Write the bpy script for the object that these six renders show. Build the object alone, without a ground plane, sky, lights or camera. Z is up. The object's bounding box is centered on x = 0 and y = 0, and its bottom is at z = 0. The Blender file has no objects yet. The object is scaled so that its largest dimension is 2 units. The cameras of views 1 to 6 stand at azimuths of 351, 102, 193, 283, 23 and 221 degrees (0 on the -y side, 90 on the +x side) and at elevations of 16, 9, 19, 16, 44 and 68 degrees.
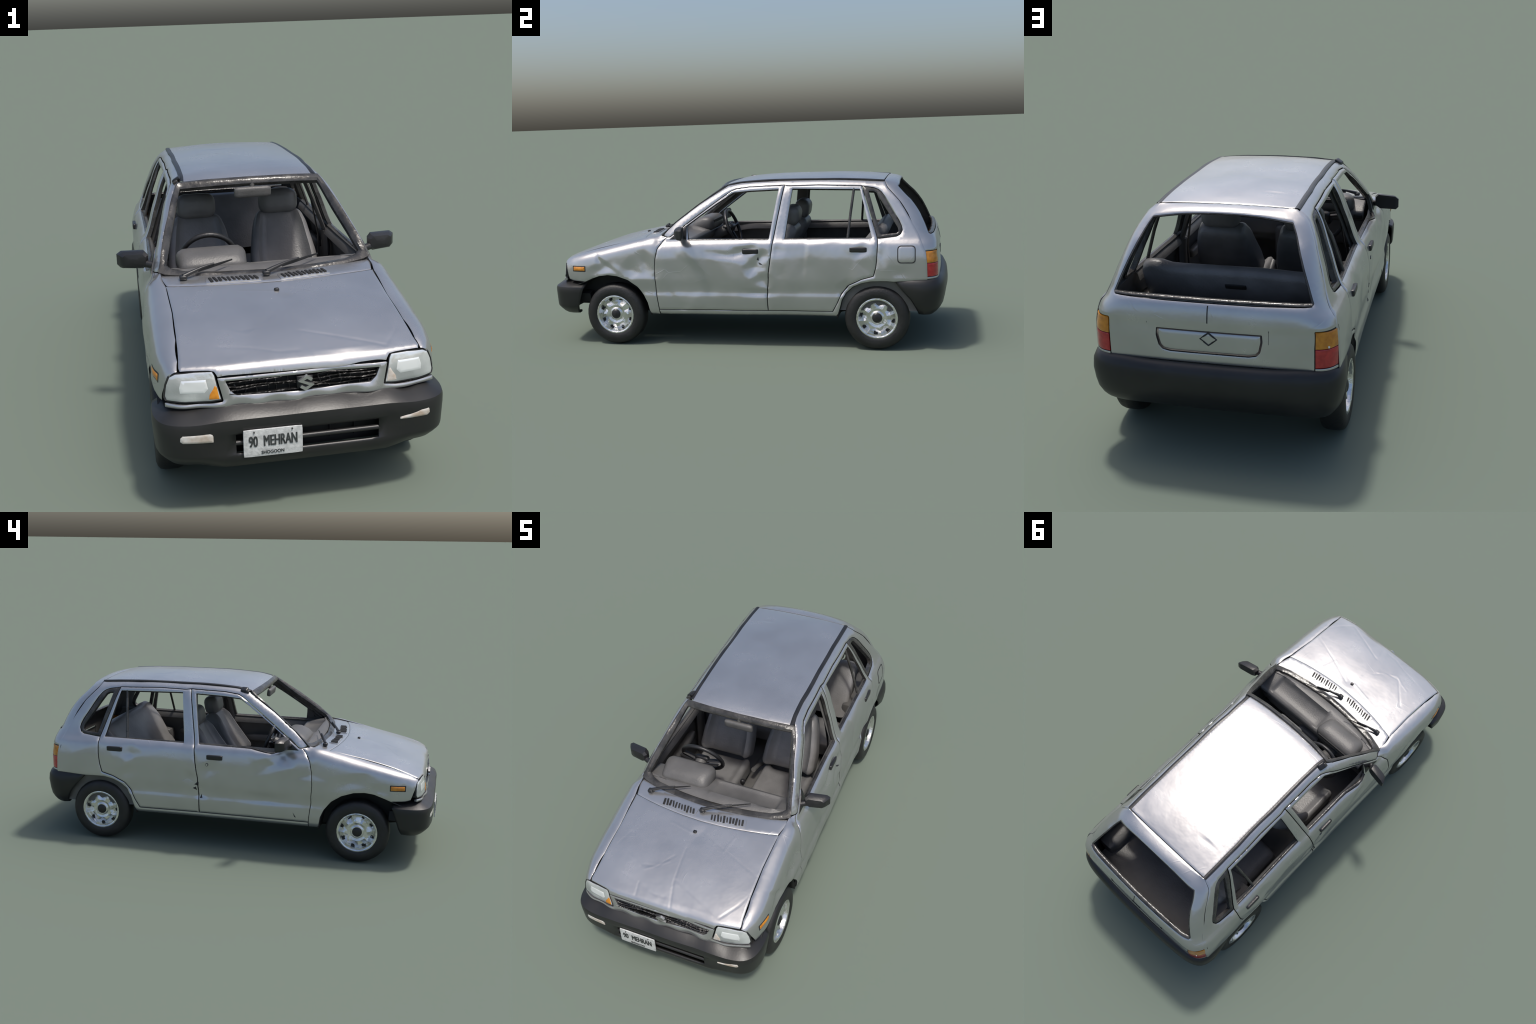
# A worn silver five-door hatchback without glass, built from panels cut out of
# smooth body surfaces (side, bonnet/cowl, roof, front, tailgate), plus bumpers,
# lamps, wheels and a full cabin.   Front of the car = -y, driver sits at -x.
import bpy, math, random
import numpy as np
from mathutils import Vector
from mathutils.geometry import delaunay_2d_cdt

rng = np.random.default_rng(7)

# ------------------------------------------------------------------ helpers
def pchip(xs, ys):
    xs = np.asarray(xs, float); ys = np.asarray(ys, float)
    h = np.diff(xs); d = np.diff(ys) / h
    m = np.zeros_like(ys)
    m[0], m[-1] = d[0], d[-1]
    for i in range(1, len(xs) - 1):
        if d[i-1] * d[i] > 0:
            w1 = 2*h[i] + h[i-1]; w2 = h[i] + 2*h[i-1]
            m[i] = (w1 + w2) / (w1/d[i-1] + w2/d[i])
    def f(x):
        x = np.clip(np.asarray(x, float), xs[0], xs[-1])
        i = np.clip(np.searchsorted(xs, x, side='right') - 1, 0, len(h) - 1)
        t = (x - xs[i]) / h[i]
        return ((2*t**3 - 3*t**2 + 1)*ys[i] + (t**3 - 2*t**2 + t)*h[i]*m[i]
                + (-2*t**3 + 3*t**2)*ys[i+1] + (t**3 - t**2)*h[i]*m[i+1])
    return f

def smooth01(t):
    t = np.clip(t, 0, 1); return t*t*(3 - 2*t)

def resample(poly, step, closed=True):
    pts = [np.array(p, float) for p in poly]
    if closed: pts = pts + [pts[0]]
    out = []
    for a, b in zip(pts[:-1], pts[1:]):
        n = max(1, int(math.ceil(np.linalg.norm(b - a) / step)))
        out += [a + (b - a) * k / n for k in range(n)]
    if not closed: out.append(pts[-1])
    return np.array(out)

def chaikin(p, it=1):
    for _ in range(it):
        q = np.roll(p, -1, axis=0)
        p = np.stack([.75*p + .25*q, .25*p + .75*q], 1).reshape(-1, p.shape[1])
    return p

def area(p):
    q = np.roll(p, -1, axis=0)
    return .5 * np.sum(p[:, 0]*q[:, 1] - q[:, 0]*p[:, 1])

def offset(p, d):
    """move a closed polygon inwards by d"""
    s = 1.0 if area(p) > 0 else -1.0
    e = np.roll(p, -1, axis=0) - p
    e /= np.maximum(np.linalg.norm(e, axis=1), 1e-9)[:, None]
    n = np.stack([-e[:, 1], e[:, 0]], 1) * s
    m = n + np.roll(n, 1, axis=0)
    m /= np.maximum(np.linalg.norm(m, axis=1), .3)[:, None]
    c = np.maximum(np.sum(m*n, 1), .6)
    return p + m * (d / c)[:, None]

def inside(poly, pts):
    r = np.zeros(len(pts), bool)
    x, y = pts[:, 0], pts[:, 1]
    q = np.roll(poly, -1, axis=0)
    for (x1, y1), (x2, y2) in zip(poly, q):
        c = (y1 > y) != (y2 > y)
        if y1 != y2:
            r ^= c & (x < (x2 - x1) * (y - y1) / (y2 - y1) + x1)
    return r

def dist_poly(poly, pts):
    d = np.full(len(pts), 1e9)
    q = np.roll(poly, -1, axis=0)
    for a, b in zip(poly, q):
        ab = b - a; L = ab @ ab
        t = np.clip(((pts - a) @ ab) / max(L, 1e-12), 0, 1)
        d = np.minimum(d, np.linalg.norm(pts - a - t[:, None]*ab, axis=1))
    return d

def shell(ob, t, away_from):
    """give an open skin thickness t on the side facing the point away_from"""
    me = ob.data; c = Vector(away_from)
    s = sum((p.center - c).normalized().dot(p.normal)*p.area for p in me.polygons)
    if s < 0: me.flip_normals()
    m = ob.modifiers.new("thick", 'SOLIDIFY'); m.thickness = t; m.offset = -1
    dg = bpy.context.evaluated_depsgraph_get()
    new = bpy.data.meshes.new_from_object(ob.evaluated_get(dg)); ob.modifiers.clear(); ob.data = new

ROOT = bpy.data.objects.new("hatchback_car", None)
bpy.context.collection.objects.link(ROOT)
ROOT["label"] = "worn silver five-door hatchback with black bumpers and open windows"
ROOT["category"] = "car"

def add_mesh(name, verts, faces, mats, midx=None, parent=None, sharp=40, stuff=False):
    me = bpy.data.meshes.new(name)
    me.from_pydata([tuple(map(float, v)) for v in verts], [], [tuple(map(int, f)) for f in faces])
    for m in (mats if isinstance(mats, (list, tuple)) else [mats]):
        me.materials.append(m)
    if midx is not None:
        me.polygons.foreach_set("material_index", np.asarray(midx, np.int32))
    me.polygons.foreach_set("use_smooth", np.ones(len(me.polygons), bool))
    me.validate(); me.update()
    me.set_sharp_from_angle(angle=math.radians(sharp))
    ob = bpy.data.objects.new(name, me)
    bpy.context.collection.objects.link(ob)
    ob.parent = parent or ROOT
    if stuff: ob["kind"] = "stuff"
    return ob

def vnormals(v, f):
    n = np.zeros_like(v)
    a, b, c = v[f[:, 0]], v[f[:, 1]], v[f[:, 2]]
    fn = np.cross(b - a, c - a)
    for k in range(3): np.add.at(n, f[:, k], fn)
    return n / np.maximum(np.linalg.norm(n, axis=1), 1e-12)[:, None]

def panel(name, outer, holes, fmap, mats, out_dir, res=.016, thick=.012, gap=.0022,
          lip=.005, drop=.003, round_it=1, parent=None, hole_gap=0.0, sharp=40):
    """cut a polygon (with holes) out of the surface fmap(u,v) and give it thickness.
    mats: outer skin, inner skin, rim"""
    def prep(p, g):
        q = resample(p, res*.8)
        if round_it: q = chaikin(q, round_it)
        q = resample(q, res*.9)
        return offset(q, g) if g else q
    O = prep(outer, gap)
    H = [prep(h, -hole_gap) for h in holes]
    loops = [O] + H
    pts, edges = [], []
    for lp in loops:
        s = len(pts); n = len(lp)
        pts += list(lp); edges += [(s+i, s+(i+1) % n) for i in range(n)]
    ring = [offset(O, lip)] + [offset(h, -lip) for h in H]
    lo, hi = O.min(0), O.max(0)
    gx = np.arange(lo[0] + res*.5, hi[0], res); gy = np.arange(lo[1] + res*.5, hi[1], res*.87)
    G = np.array([(x + (res*.5 if j % 2 else 0), y) for j, y in enumerate(gy) for x in gx])
    def ok(P, mind):
        if len(P) == 0: return P
        k = inside(O, P)
        for h in H: k &= ~inside(h, P)
        P = P[k]
        if len(P) == 0: return P
        d = np.min([dist_poly(l, P) for l in loops], axis=0)
        return P[d > mind]
    extra = [ok(r, lip*.8) for r in ring] + [ok(G, lip + res*.45)]
    for e in extra: pts += list(e)
    P = np.array(pts)
    r = delaunay_2d_cdt([Vector(p) for p in P], edges, [], 0, 1e-6)
    V2 = np.array([(v.x, v.y) for v in r[0]])
    T = np.array([list(f) for f in r[2] if len(f) == 3])
    c = V2[T].mean(1)
    k = inside(O, c)
    for h in H: k &= ~inside(h, c)
    T = T[k]
    used = np.unique(T); mp = -np.ones(len(V2), int); mp[used] = np.arange(len(used))
    V2, T = V2[used], mp[T]
    V = np.asarray(fmap(V2), float)
    n = vnormals(V, T)
    od = np.asarray(out_dir, float)
    if np.sum(n @ od) < 0: T = T[:, ::-1]; n = -n
    d = np.min([dist_poly(l, V2) for l in loops], axis=0)
    V = V - n * (drop * np.clip(1 - d/lip, 0, 1)**1.5)[:, None]
    N = len(V)
    B = V - n * thick
    cnt = {}
    for t in T:
        for i in range(3):
            cnt[(t[i], t[(i+1) % 3])] = 1
    rim = [(b, a, a + N, b + N) for (a, b) in cnt if (b, a) not in cnt]
    faces = [tuple(t) for t in T] + [tuple(t[::-1] + N) for t in T] + rim
    mi = [0]*len(T) + [1]*len(T) + [2]*len(rim)
    return add_mesh(name, np.vstack([V, B]), faces, list(mats), mi, parent, sharp)

def loft(name, rows, mats, closed_v=False, closed_u=False, caps=False, parent=None, sharp=40, flip=False, midx=None):
    """rows: list of equally long point lists"""
    R = np.array(rows, float); nr, nc = R.shape[:2]
    V = R.reshape(-1, 3); F = []
    for i in range(nr if closed_u else nr - 1):
        for j in range(nc if closed_v else nc - 1):
            a, b = i*nc + j, i*nc + (j+1) % nc
            i2 = (i+1) % nr
            c, d = i2*nc + (j+1) % nc, i2*nc + j
            F.append((a, d, c, b) if flip else (a, b, c, d))
    if caps:
        F.append(tuple(range(nc)) if flip else tuple(range(nc))[::-1])
        F.append(tuple(range((nr-1)*nc, nr*nc))[::-1] if flip else tuple(range((nr-1)*nc, nr*nc)))
    return add_mesh(name, V, F, mats, midx, parent, sharp)

def rounded_box(size, r, n=6, warp=None):
    """rounded box as verts, faces; warp(v)->v applied afterwards"""
    s = np.array(size, float) / 2
    V, F, idx = [], [], {}
    def vid(p):
        k = tuple(np.round(p, 5))
        if k not in idx: idx[k] = len(V); V.append(np.array(p, float))
        return idx[k]
    g = np.linspace(-1, 1, n + 1)
    for ax in range(3):
        for sg in (-1, 1):
            u, w = (ax+1) % 3, (ax+2) % 3
            for i in range(n):
                for j in range(n):
                    q = []
                    for (a, b) in ((g[i], g[j]), (g[i+1], g[j]), (g[i+1], g[j+1]), (g[i], g[j+1])):
                        p = np.zeros(3); p[ax] = sg; p[u] = a; p[w] = b
                        q.append(vid(p))
                    F.append(tuple(q) if sg > 0 else tuple(q[::-1]))
    V = np.array(V)
    r = min(r, s.min()*.999)
    # push grid lines towards the rim so that the rounding is resolved
    V = np.sign(V) * np.abs(V)**.75
    C = V * s
    core = np.clip(C, -(s - r), s - r)
    d = C - core
    L = np.linalg.norm(d, axis=1)
    d = np.where(L[:, None] > 1e-9, d / np.maximum(L, 1e-9)[:, None], 0)
    out = core + d * np.where(L > 1e-9, r, 0)[:, None]
    if warp is not None: out = np.asarray(warp(out))
    return out, F

def rot(v, axis, ang):
    c, s = math.cos(ang), math.sin(ang)
    M = {'x': [[1, 0, 0], [0, c, -s], [0, s, c]], 'y': [[c, 0, s], [0, 1, 0], [-s, 0, c]],
         'z': [[c, -s, 0], [s, c, 0], [0, 0, 1]]}[axis]
    return np.asarray(v) @ np.array(M).T

def box_part(name, size, r, loc, mat, n=6, warp=None, rx=0, ry=0, rz=0, parent=None, sharp=50):
    v, f = rounded_box(size, r, n, warp)
    v = rot(rot(rot(v, 'x', rx), 'y', ry), 'z', rz) + np.array(loc)
    return add_mesh(name, v, f, mat, None, parent, sharp)

def tube(name, path, rad, mat, seg=10, parent=None, closed=False, flat=None, sharp=50):
    """sweep a round (or flattened) section along a path"""
    P = np.array(path, float); n = len(P)
    rad = np.full(n, rad) if np.isscalar(rad) else np.array(rad)
    rows = []
    for i in range(n):
        a = P[i-1] if (closed or i > 0) else P[i]
        b = P[(i+1) % n] if (closed or i < n-1) else P[i]
        t = (b - a) / np.linalg.norm(b - a)
        up = np.array([0, 0, 1.]) if abs(t[2]) < .9 else np.array([0, 1., 0])
        s = np.cross(t, up); s /= np.linalg.norm(s); u = np.cross(s, t)
        k = flat or (1, 1)
        rows.append([P[i] + rad[i]*(k[0]*math.cos(q)*s + k[1]*math.sin(q)*u)
                     for q in np.linspace(0, 2*math.pi, seg, endpoint=False)])
    return loft(name, rows, mat, closed_v=True, closed_u=closed, caps=not closed, parent=parent, sharp=sharp)

def lathe(profile, seg, axis_x=True, ang_fn=None):
    """revolve (r, x) profile about the x axis"""
    rows = []
    for r, x in profile:
        row = []
        for q in np.linspace(0, 2*math.pi, seg, endpoint=False):
            rr, xx = (r, x) if ang_fn is None else ang_fn(r, x, q)
            row.append((xx, rr*math.cos(q), rr*math.sin(q)))
        rows.append(row)
    return rows

# ---------------------------------------------------------------- materials
def new_mat(name):
    m = bpy.data.materials.new(name); m.use_nodes = True
    nt = m.node_tree
    return m, nt, nt.nodes["Principled BSDF"]

def noise_mat(name, c1, c2, rough=(.4, .6), metallic=0.0, scale=14, bump=.0, bump_scale=120,
              spec=.5, contrast=(.35, .65), coat=0.0, detail=5):
    m, nt, bs = new_mat(name)
    N, L = nt.nodes, nt.links
    tc = N.new("ShaderNodeTexCoord")
    nz = N.new("ShaderNodeTexNoise"); nz.inputs["Scale"].default_value = scale
    nz.inputs["Detail"].default_value = detail
    L.new(tc.outputs["Object"], nz.inputs["Vector"])
    cr = N.new("ShaderNodeValToRGB")
    cr.color_ramp.elements[0].position, cr.color_ramp.elements[1].position = contrast
    cr.color_ramp.elements[0].color = (*c1, 1); cr.color_ramp.elements[1].color = (*c2, 1)
    L.new(nz.outputs["Fac"], cr.inputs["Fac"]); L.new(cr.outputs["Color"], bs.inputs["Base Color"])
    mr = N.new("ShaderNodeMapRange"); mr.inputs["To Min"].default_value, mr.inputs["To Max"].default_value = rough
    L.new(nz.outputs["Fac"], mr.inputs["Value"]); L.new(mr.outputs["Result"], bs.inputs["Roughness"])
    bs.inputs["Metallic"].default_value = metallic
    bs.inputs["Specular IOR Level"].default_value = spec
    bs.inputs["Coat Weight"].default_value = coat
    if bump:
        nb = N.new("ShaderNodeTexNoise"); nb.inputs["Scale"].default_value = bump_scale
        nb.inputs["Detail"].default_value = 4
        L.new(tc.outputs["Object"], nb.inputs["Vector"])
        b = N.new("ShaderNodeBump"); b.inputs["Strength"].default_value = bump; b.inputs["Distance"].default_value = .01
        L.new(nb.outputs["Fac"], b.inputs["Height"]); L.new(b.outputs["Normal"], bs.inputs["Normal"])
    return m

def paint_mat():
    """silver metallic paint: fine mottling, faint scratches, soft ripples"""
    m, nt, bs = new_mat("silver_paint")
    N, L = nt.nodes, nt.links
    tc = N.new("ShaderNodeTexCoord")
    n1 = N.new("ShaderNodeTexNoise"); n1.inputs["Scale"].default_value = 6; n1.inputs["Detail"].default_value = 6
    L.new(tc.outputs["Object"], n1.inputs["Vector"])
    cr = N.new("ShaderNodeValToRGB")
    cr.color_ramp.elements[0].position = .3; cr.color_ramp.elements[1].position = .7
    cr.color_ramp.elements[0].color = (*PAINT_A, 1); cr.color_ramp.elements[1].color = (*PAINT_B, 1)
    L.new(n1.outputs["Fac"], cr.inputs["Fac"])
    # thin scratches: stretched voronoi edges
    mp = N.new("ShaderNodeMapping"); mp.inputs["Scale"].default_value = (3.2, 4.6, 3.9)
    mp.inputs["Rotation"].default_value = (.4, .7, .5)
    nd = N.new("ShaderNodeTexNoise"); nd.inputs["Scale"].default_value = 5
    L.new(tc.outputs["Object"], nd.inputs["Vector"])
    mx = N.new("ShaderNodeMixRGB"); mx.blend_type = 'ADD'; mx.inputs["Fac"].default_value = .25
    L.new(tc.outputs["Object"], mp.inputs["Vector"]); L.new(mp.outputs["Vector"], mx.inputs["Color1"])
    L.new(nd.outputs["Color"], mx.inputs["Color2"])
    vo = N.new("ShaderNodeTexVoronoi"); vo.feature = 'DISTANCE_TO_EDGE'; vo.inputs["Scale"].default_value = 1.6
    L.new(mx.outputs["Color"], vo.inputs["Vector"])
    sr = N.new("ShaderNodeMapRange"); sr.inputs["From Max"].default_value = .012
    sr.inputs["To Min"].default_value = 1; sr.inputs["To Max"].default_value = 0
    L.new(vo.outputs["Distance"], sr.inputs["Value"])
    ng = N.new("ShaderNodeTexNoise"); ng.inputs["Scale"].default_value = 4.2
    L.new(tc.outputs["Object"], ng.inputs["Vector"])
    gt = N.new("ShaderNodeMapRange"); gt.inputs["From Min"].default_value = .54; gt.inputs["From Max"].default_value = .62
    L.new(ng.outputs["Fac"], gt.inputs["Value"])
    ml = N.new("ShaderNodeMath"); ml.operation = 'MULTIPLY'
    L.new(sr.outputs["Result"], ml.inputs[0]); L.new(gt.outputs["Result"], ml.inputs[1])
    L.new(cr.outputs["Color"], bs.inputs["Base Color"])
    bs.inputs["Metallic"].default_value = PAINT_METAL
    mr = N.new("ShaderNodeMapRange")
    mr.inputs["To Min"].default_value, mr.inputs["To Max"].default_value = PAINT_ROUGH
    L.new(n1.outputs["Fac"], mr.inputs["Value"]); L.new(mr.outputs["Result"], bs.inputs["Roughness"])
    # ripples + fine grain + scratch bump
    n2 = N.new("ShaderNodeTexNoise"); n2.inputs["Scale"].default_value = 30; n2.inputs["Detail"].default_value = 2
    n2.inputs["Roughness"].default_value = .5
    L.new(tc.outputs["Object"], n2.inputs["Vector"])
    a = N.new("ShaderNodeMath"); a.operation = 'MULTIPLY_ADD'; a.inputs[1].default_value = .9
    L.new(ml.outputs[0], a.inputs[0]); L.new(n2.outputs["Fac"], a.inputs[2])
    b = N.new("ShaderNodeBump"); b.inputs["Strength"].default_value = .10; b.inputs["Distance"].default_value = .006
    L.new(a.outputs[0], b.inputs["Height"]); L.new(b.outputs["Normal"], bs.inputs["Normal"])
    return m

PAINT_A, PAINT_B = (.49, .488, .487), (.55, .548, .546)
PAINT_METAL, PAINT_ROUGH = .80, (.21, .31)
PAINT = paint_mat()
CABIN = noise_mat("cabin_plastic", (.085, .083, .08), (.115, .112, .108), (.38, .52), scale=9, bump=.12, bump_scale=160)
SEAT = noise_mat("seat_cloth", (.135, .133, .131), (.18, .177, .174), (.36, .48), scale=11, bump=.15, bump_scale=140)
SEAL = noise_mat("window_rubber", (.024, .023, .022), (.060, .058, .055), (.18, .36), scale=18, bump=.25, bump_scale=45)
BLACK = noise_mat("black_plastic", (.013, .013, .014), (.021, .021, .022), (.30, .44), scale=12, bump=.08)
BUMPER = noise_mat("bumper_plastic", (.013, .013, .0132), (.021, .0205, .0205), (.34, .44), scale=5, bump=.03, bump_scale=150)
TYRE = noise_mat("tyre_rubber", (.011, .011, .011), (.018, .0175, .0175), (.45, .6), scale=16, bump=.15)
DARK = noise_mat("underbody_black", (.010, .010, .010), (.018, .018, .018), (.6, .8), scale=10)
GLOSS = noise_mat("grille_black", (.006, .006, .006), (.014, .014, .014), (.16, .34), scale=40, bump=.4, bump_scale=90)
GAP = noise_mat("panel_gap_black", (.012, .012, .013), (.03, .03, .032), (.5, .7), scale=20)
CHROME = noise_mat("wheel_steel", (.62, .62, .60), (.85, .85, .83), (.10, .26), metallic=.92, scale=26, bump=.25, bump_scale=70)
BRIGHT = noise_mat("bright_metal", (.50, .50, .49), (.66, .66, .65), (.18, .3), metallic=.8, scale=20, bump=.1)
LENS = noise_mat("headlamp_glass", (.46, .48, .48), (.76, .78, .78), (.08, .18), metallic=.5, scale=9, coat=.8, contrast=(.40, .60), detail=2, bump=.1, bump_scale=60)
LENS_IN = noise_mat("headlamp_reflector", (.78, .80, .80), (.92, .94, .94), (.08, .18), metallic=.35, scale=12, coat=.8, contrast=(.34, .58), detail=2)
AMBER = noise_mat("amber_lens", (.50, .17, .012), (.66, .26, .02), (.12, .25), scale=60, coat=.5)
RED = noise_mat("red_lens", (.38, .014, .018), (.54, .03, .03), (.14, .28), scale=60, coat=.5)
FOG = noise_mat("fog_lamp_glass", (.45, .36, .28), (.66, .64, .60), (.12, .25), scale=32, coat=.5)
PLATE = noise_mat("plate_white", (.36, .37, .36), (.58, .59, .58), (.3, .45), scale=70, contrast=(.2, .6), bump=.15)
INK = noise_mat("plate_ink", (.02, .022, .022), (.06, .065, .065), (.4, .5), scale=80)

SKIN = [PAINT, CABIN, GAP]
FRAME = [PAINT, CABIN, SEAL]

# ------------------------------------------------------- body side surface
def side_tables():
    ys = [-.93, -.915, -.88, -.79, -.65, -.50, -.43, -.393, -.321, -.208, -.094, -.066, 0, .2, .45, .60, .70, .80, .90, .97]
    W = pchip([-.93, -.915, -.88, -.79, -.65, -.40, 0, .175, .45, .65, .80, .905, .97],
              [.372, .379, .391, .409, .413, .417, .414, .413, .416, .418, .416, .410, .398])
    top = {  # y: (z, x) of the upper edge of the side skin
        -.93: (.412, .346), -.915: (.422, .343), -.88: (.440, .338), -.79: (.467, .334), -.65: (.499, .332), -.50: (.532, .338),
        -.43: (.543, .347), -.393: (.548, .352), -.321: (.611, .338), -.208: (.695, .304), -.094: (.767, .267),
        -.066: (.784, .252), 0: (.796, .242), .2: (.805, .240), .45: (.804, .239), .60: (.799, .238), .70: (.793, .238),
        .80: (.791, .240), .90: (.789, .242), .97: (.787, .242)}
    Z, X = [], []
    for y in ys:
        w = float(W(y)); zt, xt = top[y]
        z = [.150, .164, .185, .250, .275, .345]
        x = [w-.034, w-.017, w-.008, w-.002, w-.007, w]
        if y < -.41:
            h = zt - .345
            z += [.345 + h*k for k in (.30, .57, .78, .90, .965, .990, 1.0)]
            x += [w-.002, w-.006, w-.014] + [xt + (w-.014-xt)*k for k in (.76, .46, .20)] + [xt]
        else:
            c = smooth01((y + .41)/.06)
            zb = .527
            z += [.43, .474, .506, zb]
            x += [w-.002, w-.009, w-.019, w-.036]
            xb = w-.036
            if y < -.3 :
                z[-2:] = [.498, .518]
            zr = z[-1]
            dz = float(np.interp(y, [-.393, -.321, -.208, -.094, -.03], [.008, .018, .022, .026, .030])); dx = float(np.interp(y, [-.393, -.321, -.208, -.094, -.03], [.006, .011, .017, .028, .040]))
            z += [zr + .5*(zt-dz-zr), zt-dz, zt]
            x += [xb + .5*(xt+dx-xb) + .004, xt+dx, xt]
        Z.append(z); X.append(x)
    Z, X = np.array(Z), np.array(X)
    return ys, [pchip(ys, Z[:, k]) for k in range(Z.shape[1])], [pchip(ys, X[:, k]) for k in range(X.shape[1])]

SY, SZ, SX = side_tables()
def side_x(y, z):
    y, z = np.asarray(y, float), np.asarray(z, float)
    zz = np.stack([f(y) for f in SZ], 1); xx = np.stack([f(y) for f in SX], 1)
    zz = np.maximum.accumulate(zz + np.arange(zz.shape[1])*1e-5, axis=1)
    h = np.diff(zz, axis=1); d = np.diff(xx, axis=1) / h
    m = np.zeros_like(xx); m[:, 0] = d[:, 0]; m[:, -1] = d[:, -1]
    a, b = d[:, :-1], d[:, 1:]
    with np.errstate(divide='ignore', invalid='ignore'):
        w1 = 2*h[:, 1:] + h[:, :-1]; w2 = h[:, 1:] + 2*h[:, :-1]
        mm = (w1 + w2) / (w1/a + w2/b)
    m[:, 1:-1] = np.where(a*b > 0, mm, 0)
    zc = np.clip(z, zz[:, 0], zz[:, -1])
    i = np.clip((zc[:, None] >= zz).sum(1) - 1, 0, h.shape[1]-1)
    r = np.arange(len(z))
    t = (zc - zz[r, i]) / h[r, i]
    return ((2*t**3-3*t**2+1)*xx[r, i] + (t**3-2*t**2+t)*h[r, i]*m[r, i]
            + (-2*t**3+3*t**2)*xx[r, i+1] + (t**3-t**2)*h[r, i]*m[r, i+1])

class Facets:
    """irregular facets: random heights on scattered points, linearly interpolated"""
    def __init__(self, seed, lo, hi, n, amp):
        g = np.random.default_rng(seed)
        lo, hi = np.array(lo), np.array(hi)
        p = lo + g.random((n, 2)) * (hi - lo)
        p = np.vstack([p, [lo, hi, (lo[0], hi[1]), (hi[0], lo[1])]])
        r = delaunay_2d_cdt([Vector(q) for q in p], [], [], 0, 1e-6)
        self.p = np.array([(v.x, v.y) for v in r[0]])
        self.t = [tuple(f) for f in r[2] if len(f) == 3]
        self.h = (g.random(len(self.p)) - .5) * 2 * amp
    def raw(self, q):
        o = np.zeros(len(q))
        for a, b, c in self.t:
            A, B, C = self.p[a], self.p[b], self.p[c]
            D = (B[1]-C[1])*(A[0]-C[0]) + (C[0]-B[0])*(A[1]-C[1])
            if abs(D) < 1e-12: continue
            l1 = ((B[1]-C[1])*(q[:, 0]-C[0]) + (C[0]-B[0])*(q[:, 1]-C[1])) / D
            l2 = ((C[1]-A[1])*(q[:, 0]-C[0]) + (A[0]-C[0])*(q[:, 1]-C[1])) / D
            l3 = 1 - l1 - l2
            k = (l1 >= 0) & (l2 >= 0) & (l3 >= 0)
            o[k] = (l1*self.h[a] + l2*self.h[b] + l3*self.h[c])[k]
        return o
    def __call__(self, q, s=.004):
        o = 0
        for dx, dy in ((0, 0), (s, 0), (-s, 0), (0, s), (0, -s)):
            o = o + self.raw(q + np.array([dx, dy]))
        return o / 5

def cones(q, lst):
    """sharp-bottomed dents: (u, v, radius_u, radius_v, depth, angle)"""
    o = np.zeros(len(q))
    for u, v, ru, rv, dep, ang in lst:
        c, s = math.cos(ang), math.sin(ang)
        a, b = q[:, 0]-u, q[:, 1]-v
        x, y = (a*c + b*s)/ru, (-a*s + b*c)/rv
        r = .55*np.sqrt(x*x + y*y) + .45*np.maximum(np.abs(x), np.abs(y))
        o += 1.2*dep * np.clip(1 - r*1.25, 0, 1)
    return o

FAC = {1: Facets(11, (-1, .1), (1, .85), 95, .0058), -1: Facets(23, (-1, .1), (1, .85), 80, .0042)}
DENTS = {
    1: [(.04, .475, .10, .035, .010, .15), (-.06, .455, .16, .03, .006, -.1), (.12, .445, .05, .04, .012, .7), (.085, .395, .075, .050, .012, .5), (.03, .445, .11, .045, .006, -.4), (.125, .335, .07, .05, .010, -.3),
        (.20, .48, .05, .05, .004, .2), (.21, .36, .05, .07, .003, 0), (.10, .27, .12, .03, .005, 0),
        (-.47, .42, .05, .09, .008, .4), (-.55, .38, .10, .06, .005, .9), (-.70, .385, .09, .04, .008, .3),
        (.60, .475, .07, .04, .007, .5), (.69, .45, .05, .08, .007, 0), (.53, .30, .07, .05, .006, .6),
        (-.30, .36, .16, .10, .004, 0), (.35, .40, .16, .12, .004, 0), (.78, .37, .09, .05, .005, 0)],
    -1: [(-.27, .50, .10, .055, .012, .2), (-.22, .455, .15, .05, .007, -.3), (.19, .36, .07, .05, .007, .4),
         (.13, .30, .05, .07, .008, 0), (.50, .46, .08, .06, .007, .5), (.53, .36, .10, .05, .005, -.5),
         (-.60, .40, .16, .05, .006, -.2), (-.74, .37, .12, .04, .005, 0), (.09, .41, .08, .05, .006, -.5),
         (.35, .36, .2, .12, .004, 0), (-.2, .28, .2, .05, .004, 0)]}

def side_map(sg, inset=0.0, damage=1.0):
    def f(q):
        x = side_x(q[:, 0], q[:, 1]) - inset
        k = damage * np.clip((.535 - q[:, 1])/.03, .15, 1)
        x = x - cones(q, DENTS[sg])*k + FAC[sg](q)*k
        return np.stack([sg*x, q[:, 0], q[:, 1]], 1)
    return f

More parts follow.
